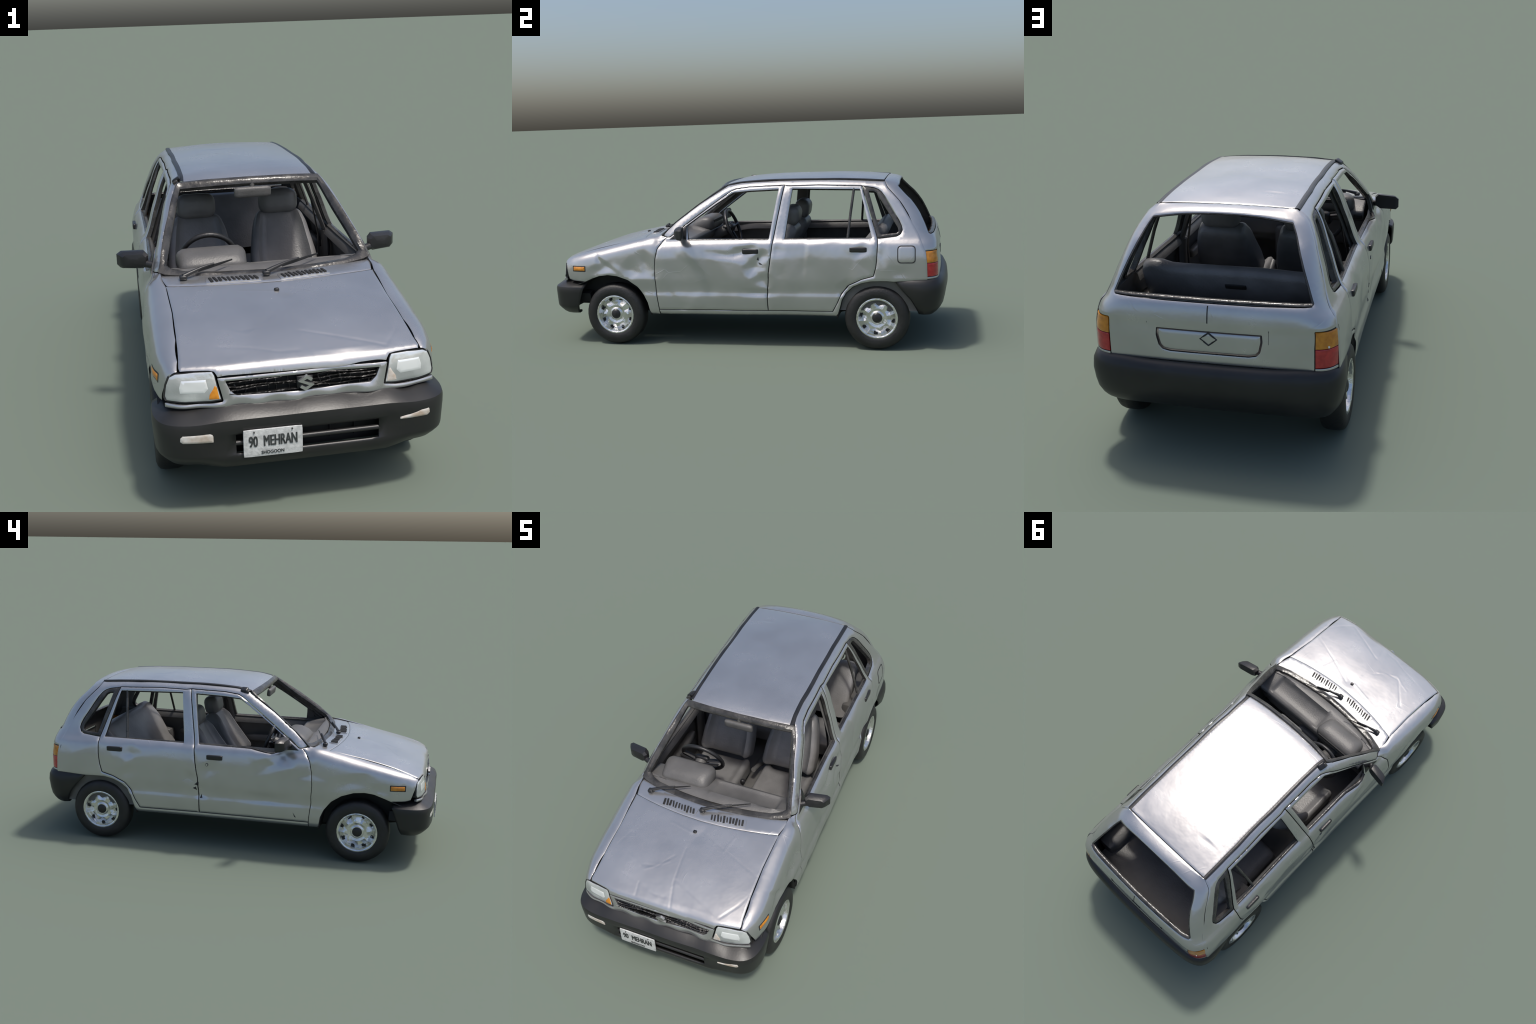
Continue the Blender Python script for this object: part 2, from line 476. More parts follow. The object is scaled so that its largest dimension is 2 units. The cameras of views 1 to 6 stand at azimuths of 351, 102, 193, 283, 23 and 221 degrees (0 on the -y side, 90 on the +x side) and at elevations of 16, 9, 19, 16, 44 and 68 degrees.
def fender_curve(y):
    """rows of the side section from z=.345 up to the bonnet line with their arc lengths"""
    zz = np.array([float(f(y)) for f in SZ[5:]]); xx = np.array([float(f(y)) for f in SX[5:]])
    s = np.r_[0, np.cumsum(np.hypot(np.diff(zz), np.diff(xx)))]
    return zz, xx, s
FEND_Y = np.linspace(-.93, -.36, 58)
FEND_U = np.linspace(0, 1, 61)
def _fend_tab():
    Zt, Xt, Lt = [], [], []
    for y in FEND_Y:
        zz, xx, s = fender_curve(y)
        zd = np.linspace(zz[0], zz[-1], 400)
        xd = side_x(np.full(400, y), zd)
        sd = np.r_[0, np.cumsum(np.hypot(np.diff(zd), np.diff(xd)))]
        Lt.append(sd[-1])
        Zt.append(np.interp(FEND_U*sd[-1], sd, zd)); Xt.append(np.interp(FEND_U*sd[-1], sd, xd))
    return np.array(Zt), np.array(Xt), np.array(Lt)
FZT, FXT, FLT = _fend_tab()
def _bil(T, y, u):
    fy = np.clip((y - FEND_Y[0])/(FEND_Y[1]-FEND_Y[0]), 0, len(FEND_Y)-1.001); fu = np.clip(u, 0, 1)*(len(FEND_U)-1.001)
    i, j = fy.astype(int), fu.astype(int); a, b = fy - i, fu - j
    return (T[i, j]*(1-a)*(1-b) + T[i+1, j]*a*(1-b) + T[i, j+1]*(1-a)*b + T[i+1, j+1]*a*b)
def fender_t(y, z):
    """(y, z) -> (y, t): t equals z below .345 and follows the arc length above"""
    if z <= .345: return (y, z)
    L = float(np.interp(y, FEND_Y, FLT))
    zr = _bil(FZT, np.full(61, float(y)), FEND_U)
    return (y, .345 + L*float(np.interp(z, zr, FEND_U)))
def fender_map(sg, damage=1.0):
    def f(q):
        y, t = q[:, 0], q[:, 1]
        L = np.interp(y, FEND_Y, FLT)
        u = (t - .345)/L
        up = t > .345
        z = np.where(up, _bil(FZT, y, u), t); x = np.where(up, _bil(FXT, y, u), side_x(y, np.minimum(t, .345)))
        qq = np.stack([y, z], 1)
        k = damage*np.clip((1 - u)/.45, 0, 1)
        x = x - cones(qq, DENTS[sg])*k + FAC[sg](qq)*k
        return np.stack([sg*x, y, z], 1)
    return f

# outlines in (y, z)
FENDER_DOOR = [(-.362, .542), (-.382, .520), (-.404, .486), (-.415, .435), (-.420, .372), (-.416, .31), (-.417, .28), (-.411, .235), (-.406, .182)]
B_GAP = [(.147, .182), (.146, .25), (.150, .31), (.153, .36), (.162, .42), (.170, .475), (.176, .527), (.199, .655), (.222, .782)]
REAR_GAP = [(.460, .181), (.483, .222), (.503, .268), (.538, .310), (.600, .341), (.657, .356), (.669, .400), (.675, .45), (.677, .50), (.675, .532)]
REAR_FRAME = [(.675, .532), (.636, .652), (.597, .772)]
REAR_TOP = [(.597, .772), (.39, .780), (.252, .778), (.222, .782)]
FRONT_TOP = [(.222, .782), (.05, .777), (-.02, .769), (-.045, .757), (-.145, .688), (-.257, .607), (-.345, .541), (-.362, .542)]
HOOD_LINE = [(-.914, .422), (-.88, .440), (-.79, .467), (-.65, .499), (-.50, .532), (-.43, .543), (-.393, .548)]
PILLAR = [(-.393, .548), (-.321, .611), (-.208, .695), (-.094, .767), (-.066, .784), (0, .796), (.2, .805), (.45, .804), (.60, .799), (.704, .792)]
SEAM = [(.704, .792), (.719, .762), (.775, .702), (.802, .66), (.838, .600), (.868, .548), (.888, .500), (.899, .472)]
R_ARCH = [(.905, .337), (.83, .334), (.75, .330), (.696, .332), (.645, .331), (.598, .321), (.560, .304), (.526, .274), (.507, .24), (.497, .2), (.481, .151)]
F_ARCH = [(-.453, .151), (-.463, .216), (-.480, .255), (-.514, .297), (-.561, .330), (-.618, .350), (-.668, .355), (-.714, .350), (-.750, .338), (-.795, .318)]
QTR_SEAL = [(.676, .532), (.70, .5335), (.765, .541), (.781, .549), (.790, .568), (.786, .585), (.775, .609), (.709, .718), (.690, .742), (.676, .753), (.654, .762), (.598, .771)]

def resample_keep(o):
    return [tuple(p) for p in o]

for sg in (1, -1):
    F = side_map(sg); OD = (sg, 0, 0)
    # front fender
    o = HOOD_LINE + FENDER_DOOR + [(-.407, .151)] + F_ARCH + [(-.86, .322), (-.884, .330), (-.898, .37), (-.910, .405)]
    o = [fender_t(y, z + .001) if (y, z) in HOOD_LINE else fender_t(y, z) for y, z in resample_keep(o)]
    fender = panel("front_fender", o, [], fender_map(sg), SKIN, OD, res=.010, gap=.0010, drop=.002)
    # body side frame: A pillar, roof rail, C pillar, quarter panel and sill in one pressing
    o = (PILLAR + SEAM[1:] + [(.905, .42), (.907, .352)] + R_ARCH + [(-.407, .151), (-.406, .182), (.147, .182)]
         + REAR_GAP + QTR_SEAL[1:] + [(.597, .772)] + REAR_TOP[1:] + FRONT_TOP[1:-1] + [(-.362, .542)])
    side = panel("body_side", o, [], F, SKIN, OD, gap=.0018, res=.011)
    # doors
    if sg > 0:
        belt_f = [(-.25, .527), (.154, .527)]
    else:
        belt_f = [(-.25, .522), (-.215, .507), (-.175, .513), (-.11, .524), (.154, .527)]
    o = FENDER_DOOR + B_GAP + FRONT_TOP[1:-1]
    hole = belt_f + [(.194, .762), (.05, .757), (-.033, .750), (-.117, .697), (-.197, .642), (-.258, .598)]
    fd = panel("front_door", o, [hole], F, FRAME, OD, thick=.014, res=.010)
    o = [(.147, .182)] + REAR_GAP + REAR_FRAME[1:] + REAR_TOP[1:] + B_GAP[::-1][1:-1]
    hole = [(.231, .528), (.650, .532), (.589, .756), (.262, .764)]
    rd = panel("rear_door", o, [hole], F, FRAME, OD, thick=.014, res=.010)
    # quarter window: wide black rubber surround with the opening in it
    Fs = side_map(sg, .002)
    hole = [(.690, .548), (.765, .555), (.772, .562), (.769, .578), (.668, .738), (.655, .745), (.630, .747)]
    panel("quarter_window_seal", QTR_SEAL, [hole], Fs, [SEAL, SEAL, SEAL], OD, thick=.018, gap=.001, res=.012)
    # bar dividing the rear door window
    xa, xb = float(side_x([.559], [.755])[0]), float(side_x([.533], [.53])[0])
    tube("window_divider", [(sg*(xb-.014), .533, .520), (sg*((xa+xb)/2-.010), .546, .645), (sg*(xa-.012), .560, .762)],
         .0065, SEAL, 8, parent=rd)
    # weather strips along the belt
    def strip(y0, y1, par, ins=.012):
        yy = np.linspace(y0, y1, 24)
        sag = (lambda y: 0*y) if (sg > 0 or y0 > .1) else (lambda y: np.interp(y, [-.26, -.215, -.175, -.11, 1], [-.004, -.019, -.013, -.002, 0]))
        zz = .5265 + sag(yy)
        xx = side_x(yy, zz)
        tube("weather_strip", np.stack([sg*(xx-ins), yy, zz], 1), .0055, SEAL, 8, parent=par, flat=(1.5, .8))
    strip(-.255, .158, fd); strip(.23, .652, rd)
    # door handles: black flap in a dish
    for par, y0, z0 in ((fd, .066, .4715), (rd, .586, .4805)):
        x0 = float(F(np.array([[y0, z0]]))[0, 0])
        def warp(v):
            v = v.copy(); v[:, 0] -= .004*(v[:, 1]/.04)**2; return v
        box_part("door_handle", (.014, .080, .024), .005, (x0 + sg*.002, y0, z0), BLACK, 6, None, parent=par)
    # amber side indicator
    def rrect(y0, y1, z0, z1): return [(y0, z0), (y1, z0), (y1, z1), (y0, z1)]
    def outmap(d):
        Fm = side_map(sg)
        def f(q):
            v = Fm(q); v[:, 0] += sg*d; return v
        return f
    fr = panel("indicator_frame", rrect(-.860, -.786, .3715, .4005), [], outmap(.0012), [BLACK]*3, OD, res=.007, thick=.005, gap=0, lip=.003, drop=.001, round_it=3, parent=fender)
    panel("side_indicator", rrect(-.856, -.790, .3755, .3965), [], outmap(.0040), [AMBER]*3, OD, res=.006, thick=.005, gap=0, lip=.005, drop=.003, round_it=3, parent=fender)
    if sg > 0:
        # fuel filler flap: a raised square lid with a dark groove round it
        def rsq(y0, y1, z0, z1, r):
            P = []
            for cy, cz, a0 in ((y1-r, z1-r, 0), (y0+r, z1-r, 1), (y0+r, z0+r, 2), (y1-r, z0+r, 3)):
                P += [(cy + r*math.cos((a0 + t)*math.pi/2), cz + r*math.sin((a0 + t)*math.pi/2)) for t in (0, .33, .67, 1)]
            return P
        sq = rsq(.768, .852, .418, .500, .016)
        sq_in = rsq(.7725, .8475, .4225, .4955, .013)
        panel("fuel_flap_groove", sq, [sq_in], side_map(sg, -.0012), [GAP]*3, OD, thick=.004, gap=0, lip=.001, drop=0, round_it=0, res=.006, parent=side)
        panel("fuel_flap", sq_in, [], side_map(sg, -.0016), SKIN, OD, thick=.004, gap=.0006, lip=.003, drop=.001, round_it=0, res=.008, parent=side)
        # torn triangular holes in the dented door
        for tri3 in ([(.098, .432), (.105, .447), (.108, .428)], [(.105, .418), (.128, .408), (.112, .409)]):
            panel("torn_hole", tri3, [], side_map(sg, -.0015), [GAP]*3, OD, thick=.003, gap=0, lip=.001, drop=0, round_it=0, res=.006, parent=fd)
    else:
        # key lock below the handle
        c = np.array([[.105, .435]]); x0 = F(c)[0, 0]
        tube("door_lock", [(x0 + .004, .104, .434), (x0 - .0025, .104, .434)], .0075, GAP, 14, parent=fd)
        tube("door_lock", [(x0 + .004, .104, .434), (x0 - .0035, .104, .434)], .0055, PAINT, 14, parent=fd)
        for tri3 in ([(.152, .325), (.168, .330), (.150, .342)], [(.155, .300), (.160, .318), (.175, .310)],
                     [(.128, .262), (.134, .280), (.141, .260)], [(-.345, .205), (-.330, .228), (-.338, .206)]):
            panel("torn_hole", tri3, [], side_map(sg, -.0012), [GAP]*3, OD, thick=.003, gap=0, lip=.001, drop=0, round_it=0, res=.006, parent=fd)
    # door mirror: angular black shell on a triangular foot
    fx = float(side_x([-.31], [.545])[0])
    panel("mirror_foot", [(-.345, .530), (-.258, .530), (-.258, .600)], [], side_map(sg, -.003, .1), [BLACK]*3, OD, thick=.016, gap=0, lip=.002, drop=.001, round_it=0, res=.012)
    prof = [(-.5, -.30), (-.5, .28), (-.38, .5), (.36, .47), (.5, .30), (.5, -.28), (.40, -.46), (-.30, -.5)]
    rows = []
    for k, (s, yo) in enumerate([(.34, -.026), (.74, -.021), (.94, -.008), (1.0, .010), (.97, .016), (.86, .017)]):
        rows.append([(sg*(.436 + s*.102*a + (0 if k > 2 else -.006)), -.275 + yo - sg*0 + .20*(s*.1*a)*1.0, .5655 + s*.062*b) for a, b in prof])
    mir = loft("door_mirror", rows, BLACK, closed_v=True, caps=True, flip=sg > 0, sharp=35)
    rows = [[(sg*(.434 + .80*.100*a), -.2600 + .20*.08*a, .5655 + .80*.062*b) for a, b in prof],
            [(sg*(.434 + .78*.100*a), -.2575 + .20*.08*a, .5655 + .78*.062*b) for a, b in prof]]
    loft("mirror_glass", rows, DARK, closed_v=True, caps=True, flip=sg > 0, parent=mir)
    tube("mirror_arm", [(sg*(fx-.012), -.305, .548), (sg*.395, -.288, .553)], [.012, .014], BLACK, 8, parent=mir)

# ------------------------------------------------------ bonnet, cowl, roof
HZ_C = pchip([0, .003, .010, .019, .029, .055, .09, .15, .24, .35, .41, .50], [.404, .413, .425, .433, .4375, .447, .459, .477, .4995, .5205, .531, .540])
HZ_E = pchip([0, .003, .010, .019, .029, .055, .09, .15, .24, .35, .41, .50], [.404, .413, .423, .430, .4340, .443, .455, .473, .4935, .515, .5255, .538])
FRONT_SHIFT = pchip([0, .20, .24, .30, .34, .37, .40], [0, 0, .002, .011, .019, .031, .05])
FB = Facets(5, (-.4, -1), (.4, -.35), 30, .0007)
BON_D = [(.02, -.60, .05, .06, .0025, .3), (-.10, -.66, .10, .07, .001, .5)]
CREASE = [  # fine folds pressed into the bonnet skin: polyline in (x, y), depth (+ sunk, - raised)
    ([(.015, -.815), (.145, -.866), (.245, -.906), (.30, -.835), (.335, -.765)], .0020), ([(-.004, -.673), (-.001, -.729), (.008, -.826), (.036, -.924), (.040, -.942)], .0015),
    ([(-.229, -.771), (-.183, -.785), (-.135, -.812), (-.047, -.748)], -.0013), ([(-.239, -.849), (-.136, -.869), (-.061, -.894), (0, -.895)], .0012),
    ([(-.132, -.866), (-.123, -.921)], .0012), ([(-.118, -.576), (-.012, -.597)], -.0018), ([(-.299, -.739), (-.266, -.665), (-.153, -.794), (-.087, -.783), (-.036, -.720)], .0013),
    ([(.026, -.576), (.173, -.640), (.323, -.697)], .0011), ([(.151, -.643), (.172, -.560)], -.0011)]
def creases(q):
    o = np.zeros(len(q))
    for P, dep in CREASE:
        d = np.full(len(q), 9.)
        for a, b in zip(P[:-1], P[1:]):
            a, b = np.array(a), np.array(b); ab = b - a
            t = np.clip(((q - a) @ ab)/(ab @ ab), 0, 1)
            d = np.minimum(d, np.linalg.norm(q - a - t[:, None]*ab, axis=1))
        o += .55*dep*np.clip(1 - d/.006, 0, 1)
    return o
def bonnet_z(x, y):
    d = y + .942 - FRONT_SHIFT(np.abs(x))
    k = np.clip(1 - (np.abs(x)/.338)**2.4, 0, 1)
    return HZ_E(d) + (HZ_C(d) - HZ_E(d))*k
def bonnet_map(q):
    x, y = q[:, 0], q[:, 1]
    k = np.clip((.34 - np.abs(x))/.05, .1, 1)
    z = bonnet_z(x, y) + FB(q)*k - cones(q, BON_D)*k - creases(q)*k
    # slight ridge along the pressed centre line and a bent right front edge
    z = z - .006*np.exp(-((x - .13)/.07)**2)*np.clip((-.905 - y)/.03, 0, 1)
    return np.stack([x, y, z], 1)

def edge_x(y):  # bonnet side edge
    return np.interp(y, [-.93, -.915, -.88, -.79, -.65, -.50, -.43], [.346, .343, .338, .334, .332, .338, .347])
side_e = [(float(edge_x(y)), y) for y in np.linspace(-.905, -.486, 14)]
rear_e = [(x, float(np.interp(abs(x), [0, .10, .2, .28, .336], [-.532, -.528, -.516, -.501, -.486]))) for x in np.linspace(.30, -.30, 15)]
kink = [(-.3345, -.80), (-.335, -.83), (-.337, -.87), (-.340, -.905)]
left_e = [(-a, y) for a, y in side_e if y > -.78][::-1] + kink
front_e = [(-.338, -.914), (-.262, -.928), (-.247, -.932), (-.238, -.940), (-.2, -.941), (-.05, -.942), (.09, -.942), (.16, -.939), (.236, -.940),
           (.247, -.931), (.265, -.927), (.338, -.914)]
bonnet = panel("bonnet", side_e + rear_e + left_e + front_e, [], bonnet_map, SKIN, (0, 0, 1), res=.0055, thick=.010, gap=.0007, lip=.004, drop=.0018)

# cowl panel between bonnet and windscreen, rows of air slots in it
cow_rear = [(x, float(np.interp(abs(x), [0, .06, .16, .27, .33, .358], [-.452, -.450, -.440, -.421, -.402, -.392]))) for x in np.linspace(-.358, .358, 25)]
cow_front = [(.336, -.486)] + rear_e + [(-.336, -.486)]
cowl = panel("cowl_panel", cow_rear + [(.352, -.42)] + cow_front + [(-.352, -.42)], [], bonnet_map, SKIN, (0, 0, 1), res=.012, thick=.010, gap=.0007, lip=.004, drop=.0018)
for x0, x1, yy0, yy1 in ((-.203, -.045, -.487, -.497), (.030, .180, -.503, -.484)):
    n = 11
    g = random.Random(int(1000*abs(x0)))
    v, f = rounded_box((x1-x0+.018, .043, .007), .003, 4)
    cen = np.array([(x0+x1)/2, (yy0+yy1)/2])
    v = rot(v, 'z', math.atan2(yy1-yy0, x1-x0)) + np.array([cen[0], cen[1], 0])
    v[:, 2] += bonnet_map(np.c_[v[:, :2]])[:, 2] + .0005
    grille = add_mesh("cowl_grille", v, f, PAINT, None, cowl)
    for i in range(n):
        t = (i + .5)/n
        x, y = x0 + (x1-x0)*t, yy0 + (yy1-yy0)*t + g.uniform(-.002, .002)
        z = float(bonnet_map(np.array([[x, y]]))[0, 2])
        box_part("air_slot", (.0092*g.uniform(.7, 1.1), .035*g.uniform(.75, 1.08), .009), .0015, (x, y, z+.0028), DARK, 2, None, rz=.25+g.uniform(-.12, .12), rx=.06, parent=grille)
z = float(bonnet_map(np.array([[-.003, -.589]]))[0, 2])
box_part("washer_nozzle", (.016, .014, .010), .004, (-.003, -.589, z+.002), BLACK, 4)

ROOF_C = pchip([-.10, -.085, -.06, -.02, .04, .12, .25, .40, .55, .64, .705], [.784, .789, .7970, .805, .8115, .8160, .8195, .820, .816, .809, .800])
ROOF_E = pchip([-.10, -.085, -.066, 0, .2, .45, .60, .705], [.775, .779, .785, .797, .806, .805, .800, .793])
FR = Facets(9, (-.3, -.15), (.3, .75), 26, .0012)
def roof_map(q):
    x, y = q[:, 0], q[:, 1]
    k = np.clip(1 - (np.abs(x)/.237)**2.2, 0, 1)
    z = ROOF_E(y) + (ROOF_C(y) - ROOF_E(y))*k + FR(q)*np.clip((.237-np.abs(x))/.03, 0, 1)
    z = z - .003*np.exp(-((y - .58 - .05*(x + .12))/.004)**2)*np.exp(-((x + .13)/.035)**2)
    return np.stack([x, y, z], 1)
ro = [(.236, y) for y in np.linspace(-.07, .700, 16)] + [(x, .7035) for x in (.12, 0, -.12)] + [(-.236, y) for y in np.linspace(.700, -.07, 16)] \
     + [(x, float(np.interp(abs(x), [0, .15, .236], [-.099, -.094, -.084]))) for x in np.linspace(-.236, .236, 15)]
roof = panel("roof", ro, [], roof_map, SKIN, (0, 0, 1), res=.010, thick=.012, gap=.0015, lip=.004, drop=.001)

# black drip mouldings, slightly wavy
for sg in (1, -1):
    yy = np.linspace(-.075, .702, 46)
    g = np.random.default_rng(40 + sg)
    wob = np.interp(yy, np.linspace(-.08, .71, 12), (g.random(12)-.5)*.005)
    xx = .2375 + wob + np.interp(yy, [-.08, -.03, .1, .6, .71], [.004, 0, .001, 0, -.002])
    zz = ROOF_E(yy) + .0005
    prof = [(-.0088, -.004), (-.0085, .0004), (-.002, .0014), (.003, .0010), (.0085, -.0020), (.0088, -.006)]
    loft("drip_moulding", [[(sg*(x + a), y, z + b) for a, b in prof] for x, y, z in zip(xx, yy, zz)], BLACK, caps=False, flip=sg < 0, sharp=30)
box_part("aerial_base", (.030, .034, .013), .004, (-.256, -.045, .787), BLACK, 4, ry=-.55, rz=-.2)
box_part("aerial_base_cover", (.020, .018, .010), .003, (-.262, -.062, .781), SEAL, 4, ry=-.55)

# --------------------------------------------------------- windscreen seal
def ring(pts_half):
    """mirror a half outline (x>=0, from bottom centre to top centre) to a closed loop of 3D points"""
    P = np.array(pts_half, float)
    L = P[::-1].copy(); L[:, 0] *= -1
    return np.vstack([P, L[1:-1]])
def dense(pts, n):
    P = np.array(pts, float)
    d = np.r_[0, np.cumsum(np.linalg.norm(np.diff(P, axis=0), axis=1))]
    t = np.linspace(0, d[-1], n)
    return np.stack([np.interp(t, d, P[:, k]) for k in range(3)], 1)
def half_loop(bottom, side, top):
    return np.vstack([dense(bottom, 16)[:-1], dense(side, 22)[:-1], dense(top, 12)])
outer = half_loop([(0, -.455, .534), (.16, -.443, .536), (.27, -.424, .538), (.335, -.402, .542), (.356, -.391, .547)],
                  [(.356, -.391, .547), (.338, -.325, .608), (.303, -.210, .694), (.268, -.098, .767), (.257, -.080, .781)],
                  [(.257, -.080, .781), (.236, -.084, .7835), (.15, -.096, .789), (0, -.101, .791)])
inner = half_loop([(0, -.428, .542), (.16, -.416, .544), (.27, -.397, .548), (.315, -.378, .555), (.327, -.367, .564)],
                  [(.327, -.367, .564), (.308, -.300, .615), (.280, -.205, .683), (.256, -.120, .750), (.249, -.104, .763)],
                  [(.249, -.104, .763), (.225, -.110, .765), (.15, -.118, .769), (0, -.122, .772)])
up = np.array([0, -.60, .80])
O, I = ring(outer), ring(inner)
n1 = np.random.default_rng(3)
w = np.interp(np.linspace(0, 1, len(O)), np.linspace(0, 1, 24), n1.random(24))[:, None]
mid1 = O*.7 + I*.3 + up*(.004 + .003*w); mid2 = O*.3 + I*.7 + up*(.003 + .003*(1-w))
rows = [O - up*.006, O + up*.0015, mid1, mid2, I - up*.001, I - up*.016, O*.5 + I*.5 - up*.020]
loft("windscreen_seal", rows, SEAL, closed_v=True, closed_u=True, sharp=35, flip=True)

# wipers
for (bx, by, bz), (tx, ty, tz) in (((-.015, -.484, .550), (.176, -.402, .570)), ((-.280, -.457, .548), (-.112, -.400, .572))):
    B, T = np.array([bx, by, bz]), np.array([tx, ty, tz])
    wip = tube("wiper", [B + (T-B)*t + np.array([0, 0, .010*math.sin(math.pi*t)]) for t in np.linspace(0, .62, 6)],
               [.0085, .0075, .006, .005, .0045, .004], BLACK, 8)
    tube("wiper_blade", [B + (T-B)*t + np.array([0, .004, .002]) for t in (.30, .5, .75, 1.0)], [.004, .0045, .0035, .002], BLACK, 6, parent=wip, flat=(.6, 1.3))
    box_part("wiper_pivot", (.026, .024, .016), .007, B + np.array([0, 0, -.003]), BLACK, 4, parent=wip)

# ------------------------------------------------------------- front fascia
FY = pchip([.32, .335, .36, .40, .43], [-.954, -.952, -.948, -.942, -.936])
def front_y(x, z):
    return FY(z) + FRONT_SHIFT(np.abs(x))
def front_map(dy=0.0, bulge=0.0, cx=0, rx=.1, crush=True):
    def f(q):
        x, z = q[:, 0], q[:, 1]
        y = front_y(x, z) + dy - bulge*np.clip(1 - ((x-cx)/rx)**2 - ((z-.38)/.045)**2, 0, 1)
        if crush:
            y = y + .006*np.exp(-((x-.10)/.06)**2) + .0025*np.sin(x*60)*np.clip((.345-z)/.01, 0, 1)
        return np.stack([x, y, z], 1)
    return f
op = [(-.218, .394), (.216, .390), (.205, .365), (.188, .350), (0, .346), (-.188, .352), (-.205, .365)]
fo = [(-.240, .404), (.240, .403), (.236, .385), (.226, .340), (.26, .3355), (.33, .334), (.384, .336), (.384, .322), (.2, .322), (0, .321), (-.2, .322),
      (-.384, .322), (-.384, .336), (-.33, .334), (-.26, .3355), (-.226, .340), (-.236, .385)]
fp = panel("front_panel", fo, [op], front_map(), [PAINT, DARK, PAINT], (0, -1, 0), res=.012, thick=.012, gap=.001, lip=.004, drop=.002)
# grille: dark box with bent slats and ribs
v, f = rounded_box((.46, .02, .085), .004, 3)
gr = add_mesh("grille", v + np.array([0, -.912, .372]), f, DARK)
g = np.random.default_rng(12)
for z0 in (.356, .365, .375, .386):
    xs = np.linspace(-.212, .212, 19) * (1 - (.394 - z0)*.35)
    wob = np.interp(xs, np.linspace(-.22, .22, 9) + g.uniform(-.02, .02), (g.random(9)-.5)*.012)
    wy = np.interp(xs, np.linspace(-.22, .22, 8), (g.random(8)-.5)*.012) + .006*np.exp(-((xs-.1)/.06)**2)
    P = np.stack([xs, front_y(xs, np.full_like(xs, z0)) + .009 + wy, z0 + wob], 1)
    tube("grille_slat", P, .0030, GLOSS, 6, parent=gr, flat=(2.4, .7), sharp=20)
for x0 in np.linspace(-.19, .19, 14):
    zz = np.array([.348, .362, .378, .393])
    P = np.stack([x0 + (g.random(4)-.5)*.012, front_y(np.full(4, x0), zz) + .014 + (g.random(4)-.5)*.006, zz], 1)
    tube("grille_rib", P, .0020, GLOSS, 5, parent=gr, sharp=20)
# angular emblem
def ribbon(name, pts, width, y, depth, mat, parent):
    P = np.array(pts, float); n = len(P); Lf, Rt = [], []
    for i in range(n):
        a = P[max(i-1, 0)]; b = P[min(i+1, n-1)]
        d1 = (P[i]-a); d2 = (b-P[i])
        d1 = d1/np.linalg.norm(d1) if i > 0 else None; d2 = d2/np.linalg.norm(d2) if i < n-1 else None
        d = d1 if d2 is None else d2 if d1 is None else (d1+d2)/max(np.linalg.norm(d1+d2), .2)
        nn = np.array([-d[1], d[0]])
        k = 1.0 if (d1 is None or d2 is None) else 1/max(.55, abs(nn @ np.array([-d1[1], d1[0]])))
        Lf.append(P[i] + nn*width/2*k); Rt.append(P[i] - nn*width/2*k)
    rows = [[(l[0], y, l[1]), (r[0], y, r[1]), (r[0], y+depth, r[1]), (l[0], y+depth, l[1])] for l, r in zip(Lf, Rt)]
    return loft(name, rows, mat, closed_v=True, caps=True, parent=parent, sharp=30)
S = [(.0155, .0085), (.002, .0175), (-.0150, .0065), (.0150, -.0065), (-.002, -.0175), (-.0155, -.0085)]
ribbon("emblem", [(.003 + a, .371 + b) for a, b in S], .0085, -.957, .010, BRIGHT, gr)
box_part("emblem_back", (.046, .008, .036), .004, (.001, -.9445, .371), BLACK, 3, parent=gr)

# headlamps
for sg in (1, -1):
    def mir(p): return [(sg*a, b) for a, b in p]
    Fo = mir([(.250, .4235), (.30, .4235), (.352, .419), (.372, .411), (.383, .385), (.388, .352), (.384, .339), (.33, .336), (.26, .3375), (.228, .341), (.238, .384), (.244, .412)])
    Fi = mir([(.252, .4205), (.30, .4205), (.350, .416), (.366, .407), (.376, .384), (.381, .354), (.377, .3435), (.33, .341), (.26, .342), (.232, .345), (.2415, .384), (.2465, .410)])
    hl = panel("headlamp_frame", Fo, [Fi], front_map(.001, crush=False), [BLACK]*3, (0, -1, 0), res=.010, thick=.030, gap=.001, lip=.003, drop=.003)
    hl.name = "headlamp"
    panel("lamp_lens", Fi, [], front_map(.002, .003, sg*.31, .075, False), [LENS]*3, (0, -1, 0), res=.008, thick=.010, gap=0, lip=.002, drop=.001, parent=hl)
    inn = mir([(.268, .404), (.338, .402), (.345, .380), (.343, .362), (.275, .362), (.262, .375)])
    panel("lamp_reflector", inn, [], front_map(.0012, .003, sg*.31, .075, False), [LENS_IN]*3, (0, -1, 0), res=.008, thick=.006, gap=0, lip=.004, drop=.0025, round_it=2, parent=hl)
    amb = mir([(.236, .3465), (.264, .3465), (.262, .360), (.252, .374), (.247, .384), (.2415, .380)])
    panel("lamp_corner", amb, [], front_map(.0005, .003, sg*.31, .075, False), [AMBER if sg < 0 else FOG]*3, (0, -1, 0), res=.006, thick=.004, gap=0, lip=.002, drop=.001, parent=hl)

